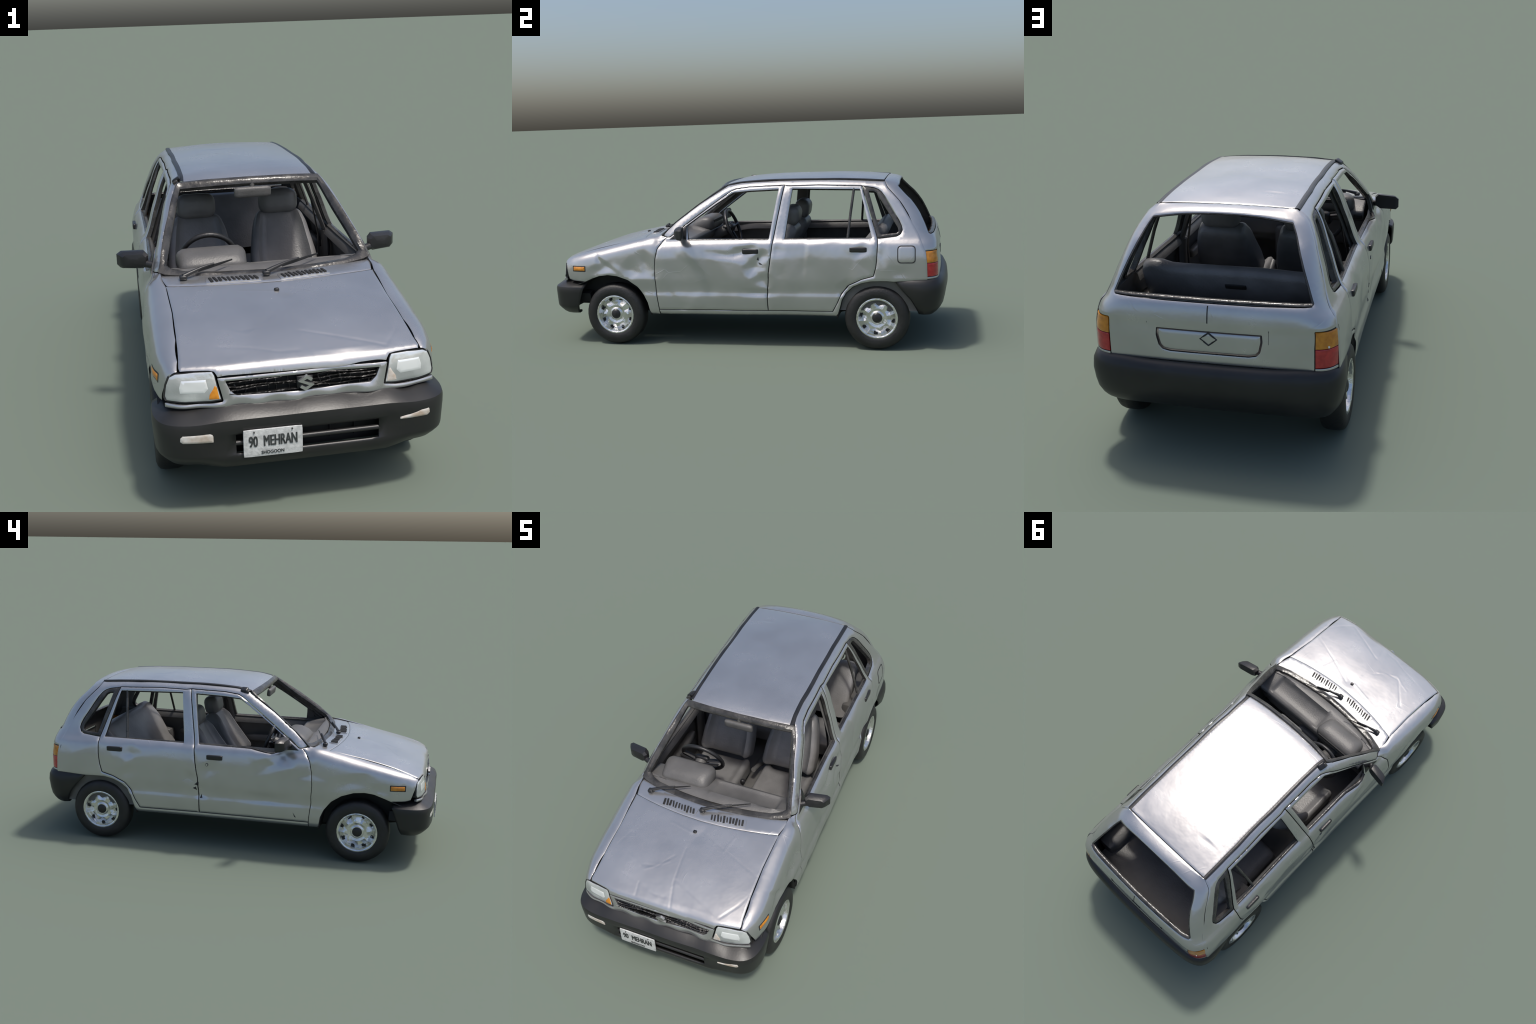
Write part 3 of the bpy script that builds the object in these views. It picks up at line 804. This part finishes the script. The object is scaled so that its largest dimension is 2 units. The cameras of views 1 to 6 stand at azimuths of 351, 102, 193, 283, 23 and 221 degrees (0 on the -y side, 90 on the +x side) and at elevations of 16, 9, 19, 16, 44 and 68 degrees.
# ------------------------------------------------------------------ bumpers
def bumper_path(pts, n):
    """half plan path from the middle to the end -> (x, y) and outward normal sampled by arc length"""
    P = np.array(pts, float)
    P = chaikin_open(P, 2)
    d = np.r_[0, np.cumsum(np.linalg.norm(np.diff(P, axis=0), axis=1))]
    return P, d
def chaikin_open(P, it):
    for _ in range(it):
        q = [P[0]]
        for a, b in zip(P[:-1], P[1:]): q += [.75*a + .25*b, .25*a + .75*b]
        q.append(P[-1]); P = np.array(q)
    return P
def bumper_rows(pts, prof, end_y, sgn, xs_front):
    """prof: rows (z, inset in the middle, inset at the corner/side, z shift at the corner)"""
    P, d = bumper_path(pts, 0)
    rows = []
    for z, i0, i1, dzc in prof:
        ey = float(np.interp(z, *end_y))
        half = []
        # arc parameters: given x stations along the front, then an even run round the corner
        s_front = [float(np.interp(x, P[:, 0], d)) for x in xs_front]
        s_corner = list(np.linspace(s_front[-1], d[-1], 17)[1:])
        for s in s_front + s_corner:
            x, y = np.interp(s, d, P[:, 0]), np.interp(s, d, P[:, 1])
            e = .004
            tx = np.interp(s+e, d, P[:, 0]) - np.interp(s-e, d, P[:, 0]); ty = np.interp(s+e, d, P[:, 1]) - np.interp(s-e, d, P[:, 1])
            L = math.hypot(tx, ty); nx, ny = ty/L, -tx/L
            if sgn > 0: nx, ny = -nx, -ny
            k = float(smooth01((s - s_front[-1]*.75)/(.10)))
            ins = i0 + (i1 - i0)*k
            x2, y2 = x - nx*ins*(1 if nx*x >= 0 or x < .01 else 1), y - ny*ins
            # squeeze the side part so that it ends at the slanted end line
            ye = P[-1, 1]
            yc = -.90 if sgn < 0 else .90
            if (y2 - yc)*sgn < 0:
                y2 = yc + (y2 - yc)*(ey - yc)/(ye - yc)
            half.append((x2, y2, z + dzc*k))
        rows.append([(-a, b, c) for a, b, c in half[:0:-1]] + half)
    return rows

# front
xs_f = [0, .03, .06, .09, .12, .15, .18, .201, .23, .26, .29]
fprof = [(.328, .042, .080, -.006), (.326, .035, .052, -.008), (.303, .006, .009, -.008), (.299, .0015, .003, -.007), (.284, 0, 0, -.002), (.262, .0005, 0, 0),
         (.255, .004, .0005, 0), (.198, .004, .004, 0), (.190, .002, .006, 0), (.176, .005, .018, 0), (.160, .012, .034, 0), (.150, .022, .050, .000), (.152, .06, .075, .000)]
fpath = [(0, -.990), (.20, -.990), (.30, -.987), (.368, -.975), (.406, -.942), (.420, -.89), (.421, -.845), (.418, -.80)]
rows = bumper_rows(fpath, fprof, ([.150, .326], [-.848, -.792]), -1, xs_f)
R = np.array(rows)
# knocks: creases in the top edge
for k in range(len(fprof)):
    x, z = R[k, :, 0], R[k, :, 2]
    kn = .010*np.clip(1 - np.abs(x-.16)/.08, 0, 1) + .006*np.clip(1 - np.abs(x+.07)/.07, 0, 1)
    top = np.clip((z - .27)/.05, 0, 1)
    R[k, :, 1] += kn*top*.8; R[k, :, 2] -= kn*top*.5
nr, nc = R.shape[:2]
V = R.reshape(-1, 3); Fc = []
for i in range(nr-1):
    for j in range(nc-1):
        xm = .5*(R[i, j, 0] + R[i, j+1, 0]); zm = .5*(R[i, j, 2] + R[i+1, j, 2])
        if fprof[i][0] == .255 and abs(xm) < .2: continue   # air intake
        Fc.append((i*nc+j, i*nc+j+1, (i+1)*nc+j+1, (i+1)*nc+j))
fb = add_mesh("front_bumper", V, [f[::-1] for f in Fc], BUMPER, None, None, 38)
shell(fb, .010, (0, -.80, .26))
# intake duct and bar
v, f = rounded_box((.44, .03, .10), .004, 3)
add_mesh("intake_duct", v + np.array([0, -.925, .226]), f, DARK, None, fb)
tube("intake_bar", [(x, -.9775, .2265) for x in np.linspace(-.205, .205, 9)], .0085, BUMPER, 10, parent=fb, flat=(1.0, .9))
for z0, sl in ((.2565, .0),):
    pass
for x0 in (-.12, -.02, .07, .14):
    box_part("intake_rib", (.004, .012, .06), .001, (x0, -.945, .227), DARK, 2, parent=fb)
# fog lamps: patches lying on the bumper face
_P = chaikin_open(np.array(fpath, float), 2)
def bumper_face(d):
    def f(q):
        y = np.interp(np.abs(q[:, 0]), _P[:, 0], _P[:, 1])
        return np.stack([q[:, 0], y - d, q[:, 1]], 1)
    return f
for sg in (1, -1):
    o = [(.262, .240), (.262, .264), (.270, .268), (.345, .266), (.352, .258), (.352, .246), (.345, .241)] if sg < 0 else \
        [(.262, .246), (.262, .252), (.29, .258), (.325, .268), (.350, .269), (.353, .262), (.353, .251), (.345, .245)]
    panel("fog_lamp", [(sg*a, b) for a, b in o], [], bumper_face(.001), [FOG]*3, (0, -1, 0), res=.006, thick=.006, gap=0, lip=.004, drop=.0025, round_it=1, parent=fb)

# number plate with raised characters
v, f = rounded_box((.164, .007, .080), .004, 6)
plate = add_mesh("number_plate", rot(rot(v, 'y', .01), 'x', -.03) + np.array([-.101, -.9945, .228]), f, PLATE, None, fb)
def text(body, size, loc, mat, name, parent, sx=1.0):
    cu = bpy.data.curves.new(name, 'FONT'); cu.body = body; cu.size = size
    cu.align_x = 'CENTER'; cu.align_y = 'CENTER'; cu.extrude = .0008; cu.offset = 0
    ob = bpy.data.objects.new(name, cu); bpy.context.collection.objects.link(ob)
    dg = bpy.context.evaluated_depsgraph_get()
    me = bpy.data.meshes.new_from_object(ob.evaluated_get(dg))
    bpy.data.objects.remove(ob); bpy.data.curves.remove(cu)
    v = np.array([p.co[:] for p in me.vertices]); v[:, 0] *= sx
    n = len(v); v = np.vstack([v + np.array([dx*size, 0, dz]) for dx, dz in ((-.022, 0), (0, .00012), (.022, .00024))])   # bold strokes
    v = rot(rot(v, 'x', math.pi/2), 'x', -.03) + np.array(loc)
    fs = [tuple(i + k*n for i in p.vertices) for k in range(3) for p in me.polygons]
    bpy.data.meshes.remove(me)
    return add_mesh(name, v, fs, mat, None, parent, 30)
text("90", .044, (-.156, -.9985, .233), INK, "plate_characters", plate, .56)
text("MEHRAN", .044, (-.081, -.9985, .233), INK, "plate_characters", plate, .53)
text("SHOGOON", .013, (-.103, -.9991, .2005), INK, "plate_small_characters", plate, .95)
for x0 in (-.153, -.048):
    tube("plate_bolt", [(x0, -.995, .262), (x0, -1.0, .262)], .0022, SEAL, 10, parent=plate)

# rear bumper
xs_r = [0, .04, .08, .12, .16, .20, .24, .27]
rprof = [(.344, .040, .044, .004), (.342, .026, .026, .004), (.331, .012, .012, .003), (.315, .003, .003, .0), (.285, .001, .0, 0), (.245, .009, .005, 0), (.215, .018, .012, 0),
         (.195, .033, .023, 0), (.178, .046, .037, 0), (.166, .060, .050, .002), (.168, .075, .07, .002)]
rpath = [(0, 1.0), (.16, .998), (.27, .991), (.355, .980), (.406, .955), (.426, .91), (.429, .85), (.424, .80), (.418, .75)]
rows = bumper_rows(rpath, rprof, ([.166, .18, .207, .245, .294, .344], [.861, .859, .849, .828, .786, .742]), 1, xs_r)
rb = loft("rear_bumper", rows, BUMPER, sharp=38)
shell(rb, .010, (0, .80, .28))

# ------------------------------------------------------------------ tailgate
TG = [  # z_mid, z_edge, y_mid, y_edge, half width, roundness
    (.8005, .793, .7045, .7045, .238, 2), (.797, .784, .742, .715, .252, 4), (.788, .764, .768, .727, .263, 9), (.772, .747, .782, .738, .272, 12),
    (.740, .722, .808, .758, .288, 13), (.700, .695, .840, .782, .304, 14), (.600, .600, .908, .838, .350, 14), (.550, .548, .936, .868, .374, 14),
    (.528, .528, .949, .877, .382, 14), (.500, .500, .958, .888, .389, 15), (.473, .473, .962, .898, .396, 17), (.466, .466, .960, .899, .397, 17), (.42, .42, .964, .906, .402, 18), (.342, .342, .964, .908, .406, 18)]
tg = np.array(TG)
_sz = np.array([p[1] for p in SEAM] + [.42, .342])[::-1]; _sy = np.array([p[0] for p in SEAM] + [.906, .908])[::-1]
tg[:, 3] = np.interp(tg[:, 1], _sz, _sy)                     # the edge runs along the body seam
tg[1:, 4] = side_x(tg[1:, 3], tg[1:, 1]) + .0005
tv = np.r_[0, np.cumsum(np.hypot(np.diff(tg[:, 0]), np.diff(tg[:, 2])))]
TGf = [pchip(tv, tg[:, k]) for k in range(6)]
def tv_of_z(z): return float(np.interp(-z, -tg[:, 0], tv))
UW = .33
FT = Facets(31, (-.4, -.05), (.4, .7), 30, .0014)
def tail_map(dy=0.0):
    def f(q):
        a = np.clip(q[:, 0]/UW, -1, 1); v = q[:, 1]
        zc, ze, yc, ye, hw, p = [g(v) for g in TGf]
        k = 1 - np.abs(a)**p
        x = a*hw
        y = ye + (yc - ye)*k - .012*a*a*np.clip((v - .25)/.1, 0, 1) + dy + FT(q)*np.clip((v-.25)/.1, 0, 1)
        z = ze + (zc - ze)*(1 - a*a)
        return np.stack([x, y, z], 1)
    return f
def tz(x, z):  # (x, z) -> parameter plane
    v = tv_of_z(z); return (x/float(TGf[4](v))*UW, v)
vm = tv[-1]
lampx = .339
o = [(-UW, 0), (UW, 0)] + [(UW, v) for v in np.linspace(.03, tv_of_z(.475), 12)] + [tz(lampx, .475), tz(lampx, .42), tz(lampx, .343)] \
    + [tz(0, .343)] + [tz(-lampx, .343), tz(-lampx, .42), tz(-lampx, .475)] + [(-UW, v) for v in np.linspace(tv_of_z(.475), .03, 12)]
vt = float(np.interp(.769, tg[:, 2], tv))          # upper edge of the rear window
def tx(x, v): return (x/float(TGf[4](v))*UW, v)
glass_r = [tx(.12, vt), tx(.236, vt + .004), tz(.272, .70), tz(.312, .60), tz(.331, .553), tz(.324, .546), tz(.15, .541)]
glass = glass_r + [(-u, v) for u, v in glass_r[::-1]]
rec = [tz(-.174, .454), tz(.174, .454), tz(.176, .430), tz(.168, .395), tz(.155, .381), tz(.13, .376), tz(-.13, .376), tz(-.155, .381), tz(-.168, .395), tz(-.176, .430)]
tailgate = panel("tailgate", o, [glass, rec], tail_map(), FRAME, (0, 1, .3), res=.012, thick=.009, gap=.0012, lip=.005, drop=.002)
panel("plate_recess", rec, [], tail_map(-.0035), SKIN, (0, 1, .1), res=.013, thick=.006, gap=.0062, lip=.004, drop=.002, parent=tailgate)
c = offset(resample(glass, .02), .007)
glass_in = [tuple(p) for p in c]
panel("rear_window_seal", [tuple(p) for p in offset(resample(glass, .02), .001)], [glass_in], tail_map(-.004), [SEAL]*3, (0, 1, .3), res=.011, thick=.006, gap=0, lip=.003, drop=0)
P = np.array([tail_map(-.010)(np.array([tz(x, .548 + .003*abs(x))]))[0] for x in np.linspace(-.322, .322, 30)])
tube("rear_window_ledge", P, .008, SEAL, 8, flat=(1.4, .7))
# diamond badge outline, centre slit, faint side grooves
dm = [(0, .0165), (.021, 0), (0, -.0165), (-.021, 0)]
yb = float(tail_map()(np.array([tz(0, .428)]))[0, 1])
tube("badge_outline", [(a, yb - .0038, .428 + b) for a, b in [(.0, .021), (.0135, .0105), (.027, 0), (.0135, -.0105), (0, -.021), (-.0135, -.0105), (-.027, 0), (-.0135, .0105)]], .0030, GAP, 6, parent=tailgate, closed=True)
def groove(name, x, z0, z1, wd):
    zz = np.linspace(z0, z1, 6)
    P = np.array([tail_map()(np.array([tz(x, z)]))[0] for z in zz])
    tube(name, P + np.array([0, -.001, 0]), wd, GAP, 6, parent=tailgate)
groove("tailgate_slit", .002, .535, .482, .0026)
groove("tailgate_groove", -.195, .470, .425, .0013)
groove("tailgate_groove", .205, .472, .445, .0010)

# tail lamps, flush in the rear corners: amber over red
for sg in (1, -1):
    def reg(z1, z0, e0=.0, e1=1.0):
        xe = lambda z: float(TGf[4](tv_of_z(z)))*.999
        zs = np.linspace(z1, z0, 5)
        P = [tz(lampx + .001, z) for z in zs] + [tz(xe(z), z) for z in zs[::-1]]
        return [(sg*u, v) for u, v in P]
    TM = tail_map(.0008)
    kw = dict(res=.008, thick=.012, gap=.0012, lip=.003, drop=.0015, round_it=0)
    tl = panel("tail_lamp", reg(.4725, .4175), [], TM, [AMBER]*3, (sg*.5, 1, 0), **kw)
    panel("tail_lamp_red", reg(.4175, .3535), [], TM, [RED]*3, (sg*.5, 1, 0), parent=tl, **kw)
    panel("lamp_gasket", reg(.4765, .3490), [], tail_map(-.006), [GAP]*3, (sg*.5, 1, 0), parent=tl, res=.012, thick=.006, gap=-.002, lip=.003, drop=0, round_it=0)
    if sg < 0:
        c = TM(np.array([(-tz(.381, .424)[0], tz(.381, .424)[1])]))[0]
        v, f = rounded_box((.007, .004, .007), .001, 2)
        add_mesh("lamp_chip", v + c, f, LENS_IN, None, tl)
    panel("lamp_sill", reg(.3525, .3425), [], tail_map(0), SKIN, (sg*.5, 1, 0), res=.008, thick=.008, gap=.0006, lip=.002, drop=.001, round_it=0)

# ------------------------------------------------------------------- wheels
WR = .1535
tyre_prof = [(.092, .036), (.100, .0425), (.112, .0455), (.128, .0455), (.141, .041), (.149, .034), (WR, .020), (WR, 0), (WR, -.020), (.149, -.034), (.141, -.041), (.115, -.0455), (.095, -.040), (.088, -.03)]
rim_prof = [(.0965, .034), (.0990, .0385), (.0975, .0420), (.0930, .0430), (.0880, .0400), (.0850, .0330), (.0830, .022), (.079, .0165), (.073, .0190), (.064, .0245), (.054, .0285), (.046, .030), (.0385, .0265), (.034, .0255), (.030, .029), (.0265, .031), (.0, .031)]
RIM_SEG = 32
rim_rng = np.random.default_rng(17)
rim_jit = {}
def rim_ang(r, x, q):
    """stamped steel: eight lobes, hammered into uneven facets"""
    key = (round(r, 5), round(q, 4))
    if key not in rim_jit: rim_jit[key] = rim_rng.random() - .5
    k = math.exp(-((r - .066)/.014)**2)
    j = .0050*k + (.0012 if r > .03 else 0)
    return r*(1 + .012*rim_jit[key]*(r > .04)), x + .0070*k*math.cos(8*q) + j*rim_jit[key]
rrows = lathe(rim_prof, RIM_SEG, ang_fn=rim_ang)
trows = lathe(tyre_prof, 40)
cap_prof = [(.0255, .024), (.0255, .028), (.023, .033), (.017, .0365), (.009, .0385), (.0005, .039)]
crows = lathe(cap_prof, 24)
def mesh_of(rows, mat, name, sharp):
    R = np.array(rows); nr, nc = R.shape[:2]
    F = [(i*nc + j, (i+1)*nc + j, (i+1)*nc + (j+1) % nc, i*nc + (j+1) % nc) for i in range(nr-1) for j in range(nc)]
    me = bpy.data.meshes.new(name)
    me.from_pydata([tuple(map(float, p)) for p in R.reshape(-1, 3)], [], F)
    me.materials.append(mat); me.polygons.foreach_set("use_smooth", np.ones(len(F), bool))
    me.update(); me.set_sharp_from_angle(angle=math.radians(sharp)); return me
rim_me, tyre_me, cap_me = mesh_of(rrows, CHROME, "wheel", 22), mesh_of(trows, TYRE, "tyre", 40), mesh_of(crows, BLACK, "hub_cap", 50)
for me in (rim_me, tyre_me, cap_me):
    import bmesh
    bm = bmesh.new(); bm.from_mesh(me); bmesh.ops.remove_doubles(bm, verts=bm.verts, dist=1e-6)
    bmesh.ops.recalc_face_normals(bm, faces=bm.faces); bm.to_mesh(me); bm.free()
# open shells: make sure they face outwards
def slot_mesh():
    v, f = rounded_box((.005, .016, .009), .002, 3)
    allv, allf = [], []
    for k in range(8):
        q = 2*math.pi*(k + .5)/8
        g8 = random.Random(k*7 + 3)
        p = rot(v*np.array([1, g8.uniform(.7, 1.5), g8.uniform(.6, 1.3)]), 'x', g8.uniform(-.5, .5)) + np.array([.0170, 0, .0755 + g8.uniform(-.002, .002)])
        allv.append(rot(p, 'x', q + g8.uniform(-.07, .07))); allf += [tuple(i + k*len(v) for i in t) for t in f]
    me = bpy.data.meshes.new("vent_hole")
    me.from_pydata([tuple(p) for p in np.vstack(allv)], [], allf); me.materials.append(DARK); me.update(); return me
slots_me = slot_mesh()
for i, (sg, y) in enumerate(((1, -.642), (-1, -.642), (1, .671), (-1, .671))):
    wheel = bpy.data.objects.new("wheel", rim_me); bpy.context.collection.objects.link(wheel)
    wheel.parent = ROOT; wheel.location = (sg*.368, y, WR)
    wheel.rotation_euler = (.9*i, 0, 0 if sg > 0 else math.pi)
    for nm, me in (("tyre", tyre_me), ("hub_cap", cap_me), ("vent_hole", slots_me)):
        o2 = bpy.data.objects.new(nm, me); bpy.context.collection.objects.link(o2); o2.parent = wheel

# wheel housings, underbody
for sg in (1, -1):
    for arch, ext, xi in ((F_ARCH, [(-.845, .30), (-.875, .20)], .318), (R_ARCH[2:][::-1], [(.81, .325), (.86, .29), (.89, .20)], .262)):
        A = np.array(resample(arch + ext, .02, closed=False))
        c = np.array([A[:, 0].mean(), .17])
        rows = []
        for x0, k in ((.400, 1.012), (.385, 1.005), (xi + .017, 1.0), (xi, .97), (xi - .006, .6), (xi - .008, .03)):
            P = c + (A - c)*k
            rows.append([(sg*x0, y, z) for y, z in P])
        ob = loft("wheel_housing", rows, DARK, sharp=50)
        shell(ob, .004, (sg*.33, c[0], .16))
box_part("underbody", (.76, .86, .03), .008, (0, .02, .170), DARK, 4)
box_part("underbody_front", (.50, .44, .12), .01, (0, -.70, .23), DARK, 4)
box_part("underbody_rear", (.50, .46, .10), .01, (0, .71, .245), DARK, 4)
for y0 in (-.642, .671):
    tube("axle", [(-.34, y0, .15), (.34, y0, .15)], .016, DARK, 10)
for sg in (1, -1):
    box_part("bumper_bracket", (.05, .10, .05), .006, (sg*.345, -.835, .235), DARK, 3, ry=.2)

# -------------------------------------------------------------------- cabin
for sg in (1, -1):
    o = [(-.40, .19), (.90, .19), (.90, .45), (.86, .525), (.80, .526), (.66, .522), (.40, .522), (-.2, .519), (-.36, .518)]
    dt = panel("door_trim", o, [], side_map(sg, .032, .5), [CABIN]*3, (-sg, 0, 0), res=.03, thick=.010, gap=0, lip=.008, drop=.004, round_it=1)
    # belt shelf joining trim and skin
    yy = np.linspace(-.36, .66, 26)
    zz = np.interp(yy, [-.36, -.25, -.2, -.1, .7], [.516, .512, .513 if sg > 0 else .500, .516, .519])
    xo = side_x(yy, zz)
    loft("door_sill_trim", [[(sg*(x-.008), y, z) for x, y, z in zip(xo, yy, zz)], [(sg*(x-.022), y, z+.004) for x, y, z in zip(xo, yy, zz)],
                            [(sg*(x-.036), y, z-.004) for x, y, z in zip(xo, yy, zz)], [(sg*(x-.044), y, z-.03) for x, y, z in zip(xo, yy, zz)]], CABIN, flip=sg < 0, sharp=60)
    # arm rest
    box_part("arm_rest", (.035, .26, .04), .014, (sg*.352, -.03, .40), CABIN, 5, parent=dt)
    box_part("arm_rest", (.030, .20, .035), .012, (sg*.355, .40, .41), CABIN, 5, parent=dt)
    # B pillar inner cover and seat belt
    tube("pillar_cover", [(sg*.350, .192, .50), (sg*.308, .207, .62), (sg*.256, .226, .755)], .015, CABIN, 12, flat=(.6, 2.0))
    tube("pillar_cover", [(sg*.362, .188, .20), (sg*.352, .190, .50)], .018, CABIN, 8, flat=(1.0, 1.8))
    tube("seat_belt", [(sg*.266, .215, .722), (sg*.300, .205, .62), (sg*.325, .195, .48), (sg*.325, .19, .25)], .010, BLACK, 8, flat=(.25, 1.2))
    box_part("belt_guide", (.014, .018, .034), .004, (sg*.268, .214, .725), BLACK, 3)
    # rear side lining between seat and tailgate, wheel arch box
    box_part("wheel_arch_box", (.10, .34, .22), .03, (sg*.325, .70, .325), CABIN, 5)
floor = box_part("cabin_floor", (.775, .87, .02), .006, (0, .02, .203), CABIN, 5)
box_part("boot_floor", (.66, .34, .02), .006, (0, .775, .362), CABIN, 5)
box_part("bulkhead", (.70, .02, .33), .006, (0, -.425, .365), CABIN, 4)
box_part("centre_tunnel", (.08, .62, .06), .025, (0, -.06, .228), CABIN, 5)

# dashboard: lofted section, a sunk tray in front of the passenger, binnacle in front of the driver
def dash_section(x):
    k = float(smooth01((x + .045)/.02) * smooth01((.285 - x)/.02))      # tray
    yw = -.418 + .045*(abs(x)/.335)**2                                   # edge at the windscreen
    P = [(yw + .005, .500), (yw, .538), (yw + .018, .549), (-.372, .548), (-.362, .545 - .012*k), (-.350, .543 - .018*k), (-.320, .537 - .018*k), (-.290, .529 - .015*k),
         (-.279, .524 - .006*k), (-.272, .522), (-.262, .519), (-.256, .508), (-.260, .480), (-.272, .470), (-.275, .42), (-.285, .37), (-.31, .345), (-.40, .345)]
    return [(x, y, z) for y, z in P]
dash = loft("dashboard", [dash_section(x) for x in [-.335, -.33] + list(np.linspace(-.32, -.06, 8)) + list(np.linspace(-.045, -.025, 4)) + list(np.linspace(0, .26, 8)) + [.265, .272, .278, .285] + [.31, .33, .335]],
            CABIN, closed_v=True, caps=True, sharp=45)
box_part("glove_box", (.26, .012, .075), .006, (.16, -.276, .425), CABIN, 4, parent=dash)
box_part("centre_console", (.13, .06, .15), .015, (.0, -.275, .36), CABIN, 5, parent=dash)
for x0 in (-.31, .31):
    box_part("air_vent", (.04, .008, .022), .004, (x0, -.258, .495), BLACK, 3, parent=dash)
def bin_w(v):
    v = v.copy(); t = np.clip((v[:, 2] + .03)/.06, 0, 1)
    v[:, 0] *= 1 - .10*t*np.clip(-v[:, 1]/.05 + .4, 0, 1)
    v[:, 2] -= .018*np.clip(-v[:, 1]/.055, 0, 1)*t
    return v
box_part("instrument_binnacle", (.242, .125, .078), .034, (-.170, -.303, .550), CABIN, 8, bin_w, parent=dash)
box_part("instrument_face", (.19, .008, .04), .003, (-.170, -.2455, .552), DARK, 3, rx=-.15, parent=dash)

# steering wheel
C = np.array([-.167, -.158, .518]); Rw = .098
e1 = np.array([1., 0, 0]); e2 = np.array([0, -.34, .94]); e3 = np.cross(e1, e2)
sw = tube("steering_wheel", [C + Rw*(math.cos(a)*e1 + math.sin(a)*e2) for a in np.linspace(0, 2*math.pi, 40, endpoint=False)], .0095, BLACK, 10, closed=True)
for a in (math.radians(8), math.radians(172), math.radians(270)):
    tube("steering_spoke", [C - e3*0 + .02*(math.cos(a)*e1 + math.sin(a)*e2) + np.array([0, -.012, -.004]), C + .094*(math.cos(a)*e1 + math.sin(a)*e2)], .010, BLACK, 8, parent=sw, flat=(1.2, .6))
box_part("steering_boss", (.07, .03, .055), .012, C + np.array([0, -.012, -.008]), BLACK, 5, rx=-.35, parent=sw)
tube("steering_column", [C + np.array([0, -.02, -.005]), C + np.array([0, -.15, -.06])], .028, CABIN, 12, parent=sw)
tube("column_stalk", [(-.167, -.20, .515), (-.265, -.19, .535)], .006, BLACK, 6, parent=sw)
tube("column_stalk", [(-.167, -.20, .515), (-.075, -.19, .530)], .006, BLACK, 6, parent=sw)

# gear lever, hand brake
gl = tube("gear_lever", [(.005, -.14, .26), (.005, -.115, .33), (.005, -.11, .365)], [.008, .005, .006], BLACK, 8)
box_part("gear_knob", (.024, .024, .03), .011, (.005, -.108, .372), BLACK, 5, parent=gl)
tube("hand_brake", [(.015, .12, .29), (.015, .06, .33), (.015, .0, .355)], [.010, .011, .012], CABIN, 8)

# front seats
def seat(cx):
    def back_w(v):
        v = v.copy(); t = (v[:, 2] + .145)/.29
        wd = np.interp(t, [0, .35, .75, 1.0], [1.06, 1.04, .88, .72])
        a = np.abs(v[:, 0])/.125
        v[:, 0] *= wd
        v[:, 1] -= np.where(v[:, 1] < 0, .034*smooth01((a - .60)/.25)*np.interp(t, [0, .8, 1.0], [1, .8, .2]), 0)
        v[:, 1] += .008*np.sin(t*3)
        return v
    s = box_part("front_seat", (.250, .070, .290), .030, (cx, .170, .455), SEAT, 16, back_w, rx=-.56)
    def cush(v):
        v = v.copy(); a = np.abs(v[:, 0])/.125
        v[:, 2] += np.where(v[:, 2] > 0, .022*smooth01((a - .62)/.25), 0); return v
    box_part("seat_cushion", (.255, .240, .080), .028, (cx, -.02, .272), SEAT, 14, cush, rx=-.03, parent=s)
    box_part("head_rest", (.158, .080, .100), .036, (cx + (.002 if cx > 0 else -.002), .237, .622), SEAT, 8, None, rx=-.16, parent=s)
    for dx in (-.035, .035):
        tube("head_rest_post", [(cx+dx, .215, .55), (cx+dx, .232, .60)], .005, CHROME, 6, parent=s)
    box_part("seat_base", (.20, .19, .05), .012, (cx, -.01, .228), BLACK, 4, parent=s)
seat(.165); seat(-.165)

# rear bench: one wide back with a padded top, higher at the +x end
BS = [(.515, .36), (.560, .425), (.613, .503), (.650, .552), (.668, .570), (.690, .577), (.710, .568), (.722, .546), (.676, .46), (.630, .375)]
rows = []
for x in np.concatenate([[-.312, -.308, -.298, -.28], np.linspace(-.25, .25, 15), [.28, .298, .308, .312]]):
    e = min(1.0, max(0.0, (.314 - abs(x))/.032)); e = math.sqrt(1 - (1 - e)**2)
    cy, cz = .64, .45
    lift = .012*float(smooth01((x - .20)/.06)) - .006*float(smooth01((-x - .1)/.15))
    pl = .008*math.cos(x*20.0)
    rows.append([(x, cy + (y - cy)*(.75 + .25*e) - (pl if y < .64 else 0), cz + (z - cz)*(.82 + .18*e) + lift*(z > .5)) for y, z in BS])
bench = loft("rear_seat", rows, SEAT, closed_v=True, caps=True, sharp=60)
box_part("rear_cushion", (.610, .22, .09), .03, (0, .412, .295), SEAT, 9, None, rx=-.06, parent=bench)
box_part("seat_release_recess", (.075, .010, .022), .004, (-.02, .701, .508), DARK, 4, None, rx=-.50, parent=bench)

# interior mirror
mi = box_part("rear_view_mirror", (.134, .022, .040), .012, (.008, -.122, .739), CABIN, 7, rx=.15)
tube("mirror_stem", [(.008, -.115, .752), (.008, -.108, .780)], [.008, .013], CABIN, 8, parent=mi)
# sun visors against the head lining
for sg in (1, -1):
    box_part("sun_visor", (.17, .075, .010), .004, (sg*.125, -.055, .774), CABIN, 4, rx=.28)
